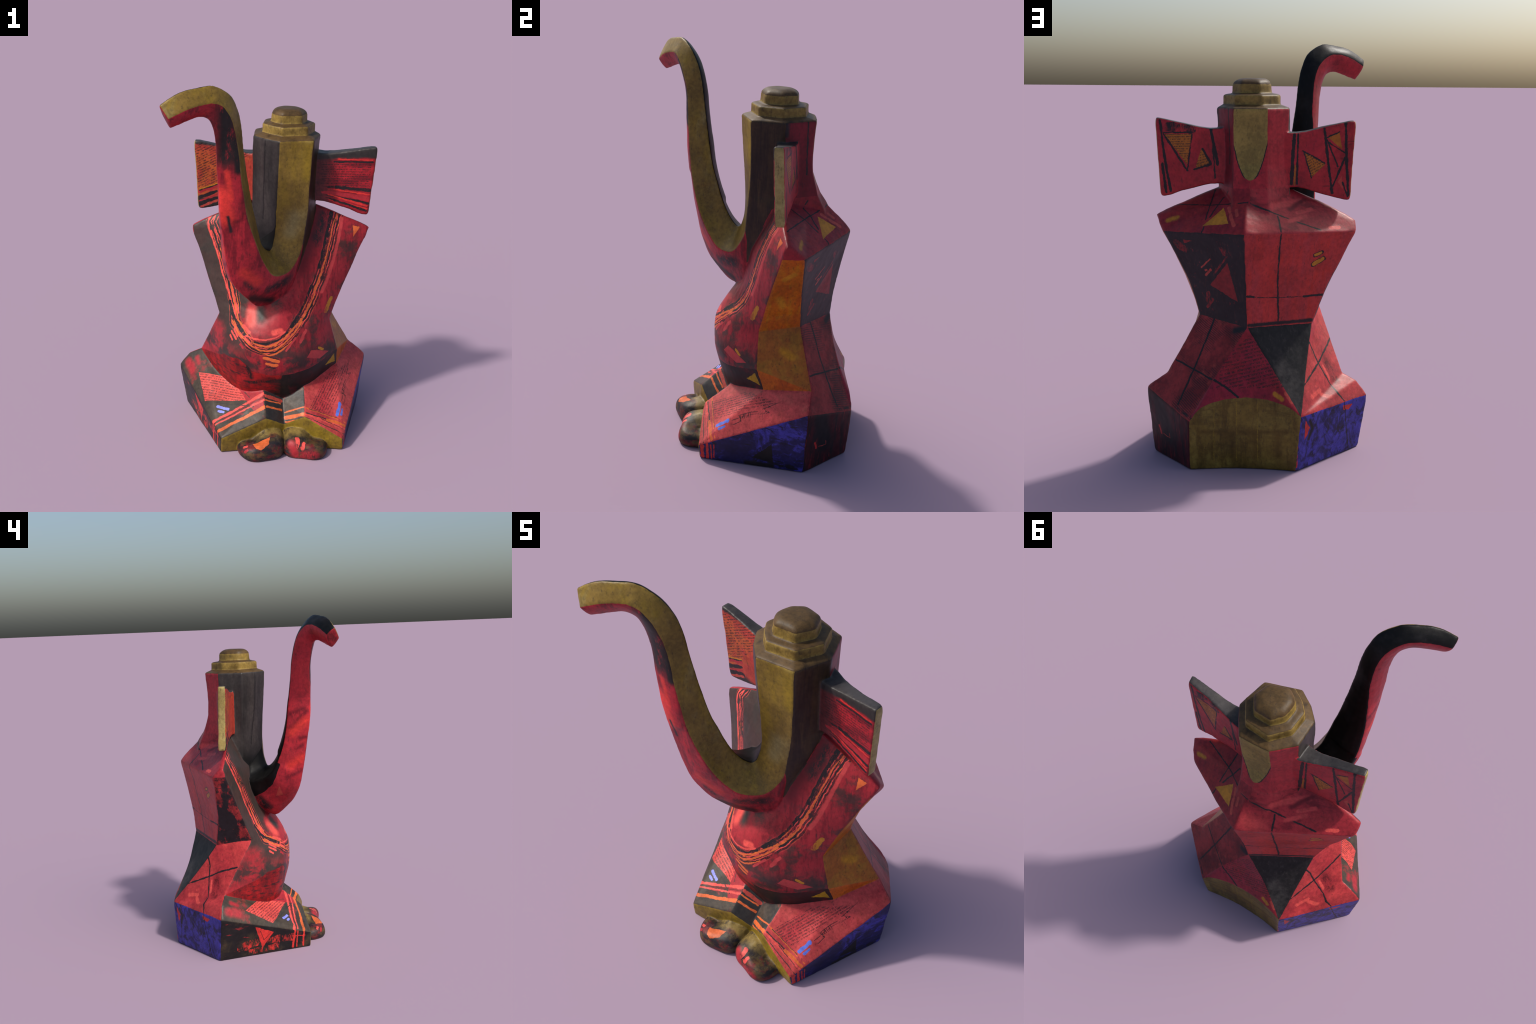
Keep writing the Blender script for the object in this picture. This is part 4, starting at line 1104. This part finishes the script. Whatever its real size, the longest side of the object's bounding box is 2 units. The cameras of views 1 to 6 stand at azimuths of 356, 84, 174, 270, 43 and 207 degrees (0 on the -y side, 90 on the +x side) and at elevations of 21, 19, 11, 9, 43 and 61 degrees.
def facet(name, ground, rough=.43, wobble=.0028, scumble=INK, **fin):
    """ground: function that lays the underpainting; the marks come on top, grain last"""
    p = Paint(name, wobble, rough)
    ground(p)
    if scumble:
        p.streaks(scumble, 38, .54, .70, (2.2, 2.2, .7), .5, 11.0, 5, .72)
    for mark in MARKS.get(name, []):
        mark(p)
    MATERIALS[name] = p.finish(**fin)

MATERIALS = {}
UP = (3, 3, .35)          # brush drawn downwards
SIDE = (.35, 3, 3)        # brush drawn across
DEPTH = (3, .35, 3)

# --- front
def chest(p):
    p.base(RED).streaks(CRIMSON, 6, .42, .62, UP, .8).streaks(CRIMSONDARK, 13, .48, .68, UP, .7, 1.0).streaks(INK, 34, .55, .70, UP, .5, 2.0)
    # dark wash on the left breast and flank, dragged downwards
    x = p.vec('DOT_PRODUCT', p.P, (1, 0, 0)); z = p.vec('DOT_PRODUCT', p.P, (0, 0, 1))
    n = p.noise(9, 4, .6, (1.5, 1.5, .5))
    edge = p.math('ADD', p.math('MULTIPLY', p.math('SUBTRACT', 1.14, z), .33), p.math('MULTIPLY', p.math('SUBTRACT', n, .5), .10))
    left = p.math('ADD', p.math('SUBTRACT', x, edge), .345)          # < 0 left of the striped band
    left = p.math('SUBTRACT', left, p.math('ADD', p.math('MULTIPLY', p.span(z, .70, .84), .15), p.math('MULTIPLY', p.span(z, .92, 1.08), .20)))
    dark = p.math('MULTIPLY', p.span(left, -.02, .04, 1, 0), p.span(z, .44, .60))
    p.over(p.math('MULTIPLY', dark, .95), SOOT)
    flank = p.math('MULTIPLY', p.span(p.math('ADD', x, p.math('MULTIPLY', n, .08)), -.24, -.20, 1, 0), p.span(z, .60, .66, 1, 0))
    p.over(p.math('MULTIPLY', flank, .9), RED)
    # sooty lower belly
    low = p.math('MULTIPLY', p.span(z, .40, .46), p.span(z, .50, .62, 1, 0))
    blot = p.span(p.noise(12, 5, .65, None, 2.0, .6), .40, .56)
    p.over(p.math('MULTIPLY', p.math('MULTIPLY', low, blot), .9), CHARCOAL)
    p.streaks(SOOT, 8, .48, .62, None, .8, 5.0)
facet('chest', chest, grain=.28)
def fold(p):
    p.base(SCARLETDARK).streaks(DARKRED, 9, .38, .62, (2.2, 2.2, 1), .9).streaks(BLACK, 16, .5, .66, (.8, 1.6, 4), .8, 2)
    x = p.math('ADD', p.vec('DOT_PRODUCT', p.P, (1, 0, 0)), p.math('MULTIPLY', p.math('SUBTRACT', p.noise(14, 4, .65, (.6, 1, 3)), .5), .30))
    p.over(p.span(x, -.03, .06), BLACK)
facet('belly_low_left', fold, stretch=(.6, 1.2, 4))
facet('belly_low_right', lambda p: p.base(BLACK).streaks(CRIMSONDARK, 8, .5, .7, None, .7))

# --- legs and seat
facet('thigh_left', lambda p: p.base((.054,.041,.029)).streaks(CHARCOAL, 8, .45, .65, None, .7).streaks(RED, 9, .55, .66, None, .55, 3))
facet('thigh_right', lambda p: p.base((.50,.062,.060)).streaks(RED, 6, .42, .65, None, .8).streaks(BRICK, 13, .5, .7, None, .6, 2).streaks(SOOT, 7, .62, .75, None, .6, 6))
facet('knee_inner_left', lambda p: p.base(CHARCOAL).streaks(SOOT, 9, .4, .6, None, .7))
facet('knee_inner_right', lambda p: p.base((.065,.049,.037)).streaks(CHARCOAL, 8, .4, .6).streaks(BRICK, 9, .58, .7, None, .6, 3))
facet('shin_front', lambda p: p.base(GOLD).streaks(GOLDWARM, 7, .4, .6).streaks(GOLDDARK, 10, .5, .72, None, .7, 2))
facet('wall_left', lambda p: p.base(BLACK).streaks((.045,.032,.018), 9, .45, .7).streaks(BRICKDARK, 22, .60, .68, (1, .4, 2.5), .8, 4))
facet('wall_right', lambda p: p.base(BLUE).streaks(NAVY, 6, .40, .56, None, .95, 0, 5, .65, 1.5).streaks(BLUE, 18, .52, .68, (1, 1, 2), .7, 3, 5, .65, 1.0).streaks(BLACK, 10, .52, .64, (1, .6, 1.6), .9, 7, 5, .7, 2.0))
facet('wall_left_back', lambda p: p.base(BLUE).streaks(NAVY, 8, .42, .60, None, .9, 2, 5, .65, 1.5).streaks((.07,.06,.42), 20, .52, .68, None, .6, 3, 5, .65, 1.0).streaks(BLACK, 13, .50, .64, (1, 1, .6), .85, 7, 5, .7, 2.0))
facet('wall_right_back', lambda p: p.base((.055,.007,.009)).streaks(BLACK, 8, .42, .6, UP, .9).streaks(BRICKDARK, 30, .58, .68, UP, .7, 3))
facet('arch', lambda p: p.base((.165,.108,.018)).streaks((.21,.15,.03), 6, .42, .62, None, .8).streaks(GOLDDARK, 5, .46, .60, (3.2, 1, .8), .8, 2).streaks(GOLDDARK, 7, .5, .65, (.6, .6, 3), .5, 6))
facet('underside', lambda p: p.base(CHARCOAL))

# --- hips and back
facet('hip_left', lambda p: p.base((.45,.040,.040)).streaks(RED, 7, .42, .6, None, .7).streaks(DARKRED, 12, .54, .70, (1, 1, 2), .55, 3).streaks(CORAL, 16, .6, .72, None, .5, 5))
facet('hip_back_right', lambda p: p.base((.29,.026,.026)).streaks(DARKRED, 6, .42, .62, None, .75).hatch(INK, (-.35, .2, .95), .0085, .7, .46, .60, 2.0).streaks(BRICK, 10, .56, .70, None, .5, 4))
facet('back_text', lambda p: p.base((.27,.014,.032)).streaks(CRIMSON, 7, .42, .62).streaks(BRICKDARK, 13, .5, .68, None, .5, 3))
facet('back_black', lambda p: p.base((.016,.015,.015)).streaks((.055,.049,.045), 7, .46, .66, (1, 1, .8), .85).streaks((.045,.04,.037), 30, .52, .7, UP, .6, 3), spec=.16)
facet('hip_orange', lambda p: p.base((.36,.105,.012)).streaks((.33,.14,.012), 6, .42, .6, None, .9).streaks((.30,.06,.010), 12, .52, .7, None, .6, 2))
facet('hip_under', lambda p: p.base((.52,.115,.004)).streaks((.42,.07,.003), 8, .45, .62, None, .8))
facet('side_right', lambda p: p.base((.46,.12,.002)).streaks((.42,.08,.002), 7, .42, .62, UP, .8).streaks((.42,.16,.003), 9, .52, .68, UP, .8, 4))
facet('side_left', lambda p: p.base(INK).streaks((.42,.03,.03), 8, .46, .56, (1, 1, .8), 1.0, 1.0).streaks(BLACK, 17, .52, .60, None, .9, 4).hatch(BLACK, (0, 1, .25), .0075, .75, .38, .55, 6.0))
facet('back_right', lambda p: p.base((.017,.014,.017)).streaks((.05,.022,.022), 26, .54, .66, UP, .7).streaks(BRICKDARK, 34, .62, .70, (2, 1, 1), .6, 3))
facet('back_left', lambda p: p.base((.43,.030,.026)).streaks((.37,.034,.038), 6, .40, .62, UP, .9).streaks((.45,.024,.012), 7, .50, .68, UP, .7, 3))
facet('shoulder_right', lambda p: p.base((.25,.014,.022)).streaks((.33,.022,.020), 7, .45, .65, None, .8).streaks(CRIMSONDARK, 6, .50, .66, None, .7, 3))
facet('shoulder_left', lambda p: p.base((.33,.022,.030)).streaks(CORALDIM, 6, .50, .68, SIDE, .6).streaks(CRIMSONDARK, 6, .50, .66, SIDE, .7, 3))

# --- head
def gilding(p):
    p.base((.205,.130,.024)).streaks(GOLDDARK, 5, .44, .62, None, .5).streaks(GOLDWARM, 6, .45, .65, (1.5, 1.5, .6), .7).streaks((.25,.20,.075), 7, .54, .72, (1.5, 1.5, .6), .6, 3)
facet('head_front', gilding)
def tongue(p):
    """gold tongue on the back of the head, red around it"""
    p.base((.40,.022,.030)).streaks(CRIMSON, 7, .42, .62, UP, .8)
    z = p.vec('DOT_PRODUCT', p.P, (0, 0, 1)); x = p.vec('DOT_PRODUCT', p.P, (1, -.10, 0))
    half = p.math('MULTIPLY', p.math('POWER', p.math('MULTIPLY', p.math('SUBTRACT', z, 1.348), 4.6, clamp=True), .46), .087)
    d = p.math('SUBTRACT', half, p.math('ABSOLUTE', p.math('SUBTRACT', x, .054)))
    p.over(p.math('MULTIPLY', p.span(d, -.006, -.004), p.span(z, 1.35, 1.36)), INK).over(p.span(d, -.001, .001), (.26,.19,.045))
facet('head_back', tongue, wobble=.002)
def temple(p):
    p.base((.028,.024,.023)).streaks((.045,.037,.034), 6, .4, .65, UP, .8).streaks(BLACK, 11, .55, .7, UP, .6, 3)
    z = p.math('ADD', p.vec('DOT_PRODUCT', p.P, (0, 0, 1)), p.math('MULTIPLY', p.noise(9), .08))
    p.over(p.span(z, 1.17, 1.30, 1, 0), (.006,.006,.006))
facet('head_left', temple)
facet('head_right', lambda p: p.base((.045,.026,.011)).streaks((.018,.011,.008), 7, .42, .62, UP, .9).streaks((.07,.04,.014), 12, .56, .7, UP, .6, 3))
facet('head_right_back', lambda p: p.base((.17,.007,.017)).streaks(CRIMSONDARK, 8, .42, .62, UP, .8).streaks(RED, 12, .62, .75, UP, .5, 3))
facet('head_left_back', lambda p: p.base((.40,.024,.032)).streaks(CRIMSON, 8, .45, .65, UP, .7))
facet('head_top', lambda p: p.base(BRONZE).streaks(BRONZEDARK, 8, .45, .65), rough=.5)
facet('crown_side', lambda p: p.base((.24,.16,.035)).streaks(GOLDDARK, 11, .45, .65, None, .8).streaks(BRONZEDARK, 30, .6, .7, None, .5, 3), rough=.5)
facet('crown_top', lambda p: p.base(BRONZE).streaks((.065,.038,.012), 10, .42, .62, (1, 3, 3), .8), rough=.5)

# --- trunk
facet('trunk_gold', gilding)
facet('trunk_black', lambda p: p.base((.004,.004,.004)).streaks((.012,.011,.011), 9, .5, .7), spec=.16)
facet('trunk_red', lambda p: p.base((.36,.016,.026)).streaks(CRIMSONDARK, 8, .44, .62, UP, .8).streaks(SCARLET, 9, .58, .72, UP, .6, 3).streaks(BLACK, 14, .58, .70, UP, .5, 6))
facet('trunk_red_side', lambda p: p.base((.37,.018,.026)).streaks(CRIMSON, 7, .44, .62, (1, 2, 2), .8).streaks(CORAL, 11, .60, .74, (1, 2, 1), .5, 3))
facet('trunk_tip', lambda p: p.base((.30,.014,.022)).streaks(DARKRED, 16, .45, .62).streaks(BRICK, 24, .55, .68, None, .6, 3))

# --- ears
def ear_front_left(p):
    p.base((.40,.045,.028)).streaks((.42,.095,.018), 6, .45, .62, None, .75).streaks(RED, 8, .55, .7, None, .6, 3)
    z = p.vec('DOT_PRODUCT', p.P, (.10, 0, 1))
    p.over(p.span(p.math('ADD', z, p.math('MULTIPLY', p.noise(20), .02)), 1.268, 1.300, 1, 0), CHARCOAL)
    p.over(p.span(z, 1.555, 1.57), CHARCOAL)
facet('ear_front_left', ear_front_left)
def ear_front_right(p):
    p.base((.34,.014,.022)).streaks(CRIMSONDARK, 8, .42, .60, SIDE, .8)
    z = p.vec('DOT_PRODUCT', p.P, (-.08, 0, 1)); x = p.vec('DOT_PRODUCT', p.P, (1, 0, 0))
    p.over(p.math('MULTIPLY', p.span(x, .24, .34, 1, 0), .75), CHARCOAL)
    p.over(p.span(p.math('ADD', z, p.math('MULTIPLY', p.noise(20), .02)), 1.535, 1.550), CHARCOAL)
facet('ear_front_right', ear_front_right)
for side, x0 in (('left', 0), ('right', 5)):
    facet('ear_back_' + side, lambda p: p.base((.38,.020,.026)).streaks(CRIMSON, 7, .44, .62, None, .8, x0).streaks(BLACK, 9, .60, .72, SIDE, .7, x0 + 3))
    facet('ear_rim_' + side, lambda p: p.base((.038,.034,.034)).streaks((.07,.062,.055), 12, .5, .7, None, .6, x0))
    facet('ear_edge_' + side, lambda p: p.base((.34,.27,.095)).streaks((.24,.175,.05), 9, .45, .65, None, .8, x0).streaks(GOLDDARK, 28, .62, .72, None, .5, x0))

# --- feet
for side, sh in (('left', 0.0), ('right', 6.0)):
    def sole(p):
        p.base(INK).streaks((.16,.014,.016), 12, .46, .62, (1, 1, 2.5), .85, sh).streaks((.07,.065,.065), 18, .54, .70, None, .6, sh + 4)
        y = p.vec('DOT_PRODUCT', p.P, (0, 1, .85))
        n = p.math('MULTIPLY', p.math('SUBTRACT', p.noise(13, 4, .6, None, sh), .5), .10)
        p.over(p.span(p.math('ADD', y, n), -.275, -.215), (.21,.145,.04))
        p.streaks((.09,.06,.022), 18, .46, .62, (1, 1, 2), .75, sh + 2).streaks(INK, 26, .52, .66, None, .7, sh + 5)
    facet('foot_' + side, sole, rough=.5)

root, objs, _ = build_object(MATERIALS)
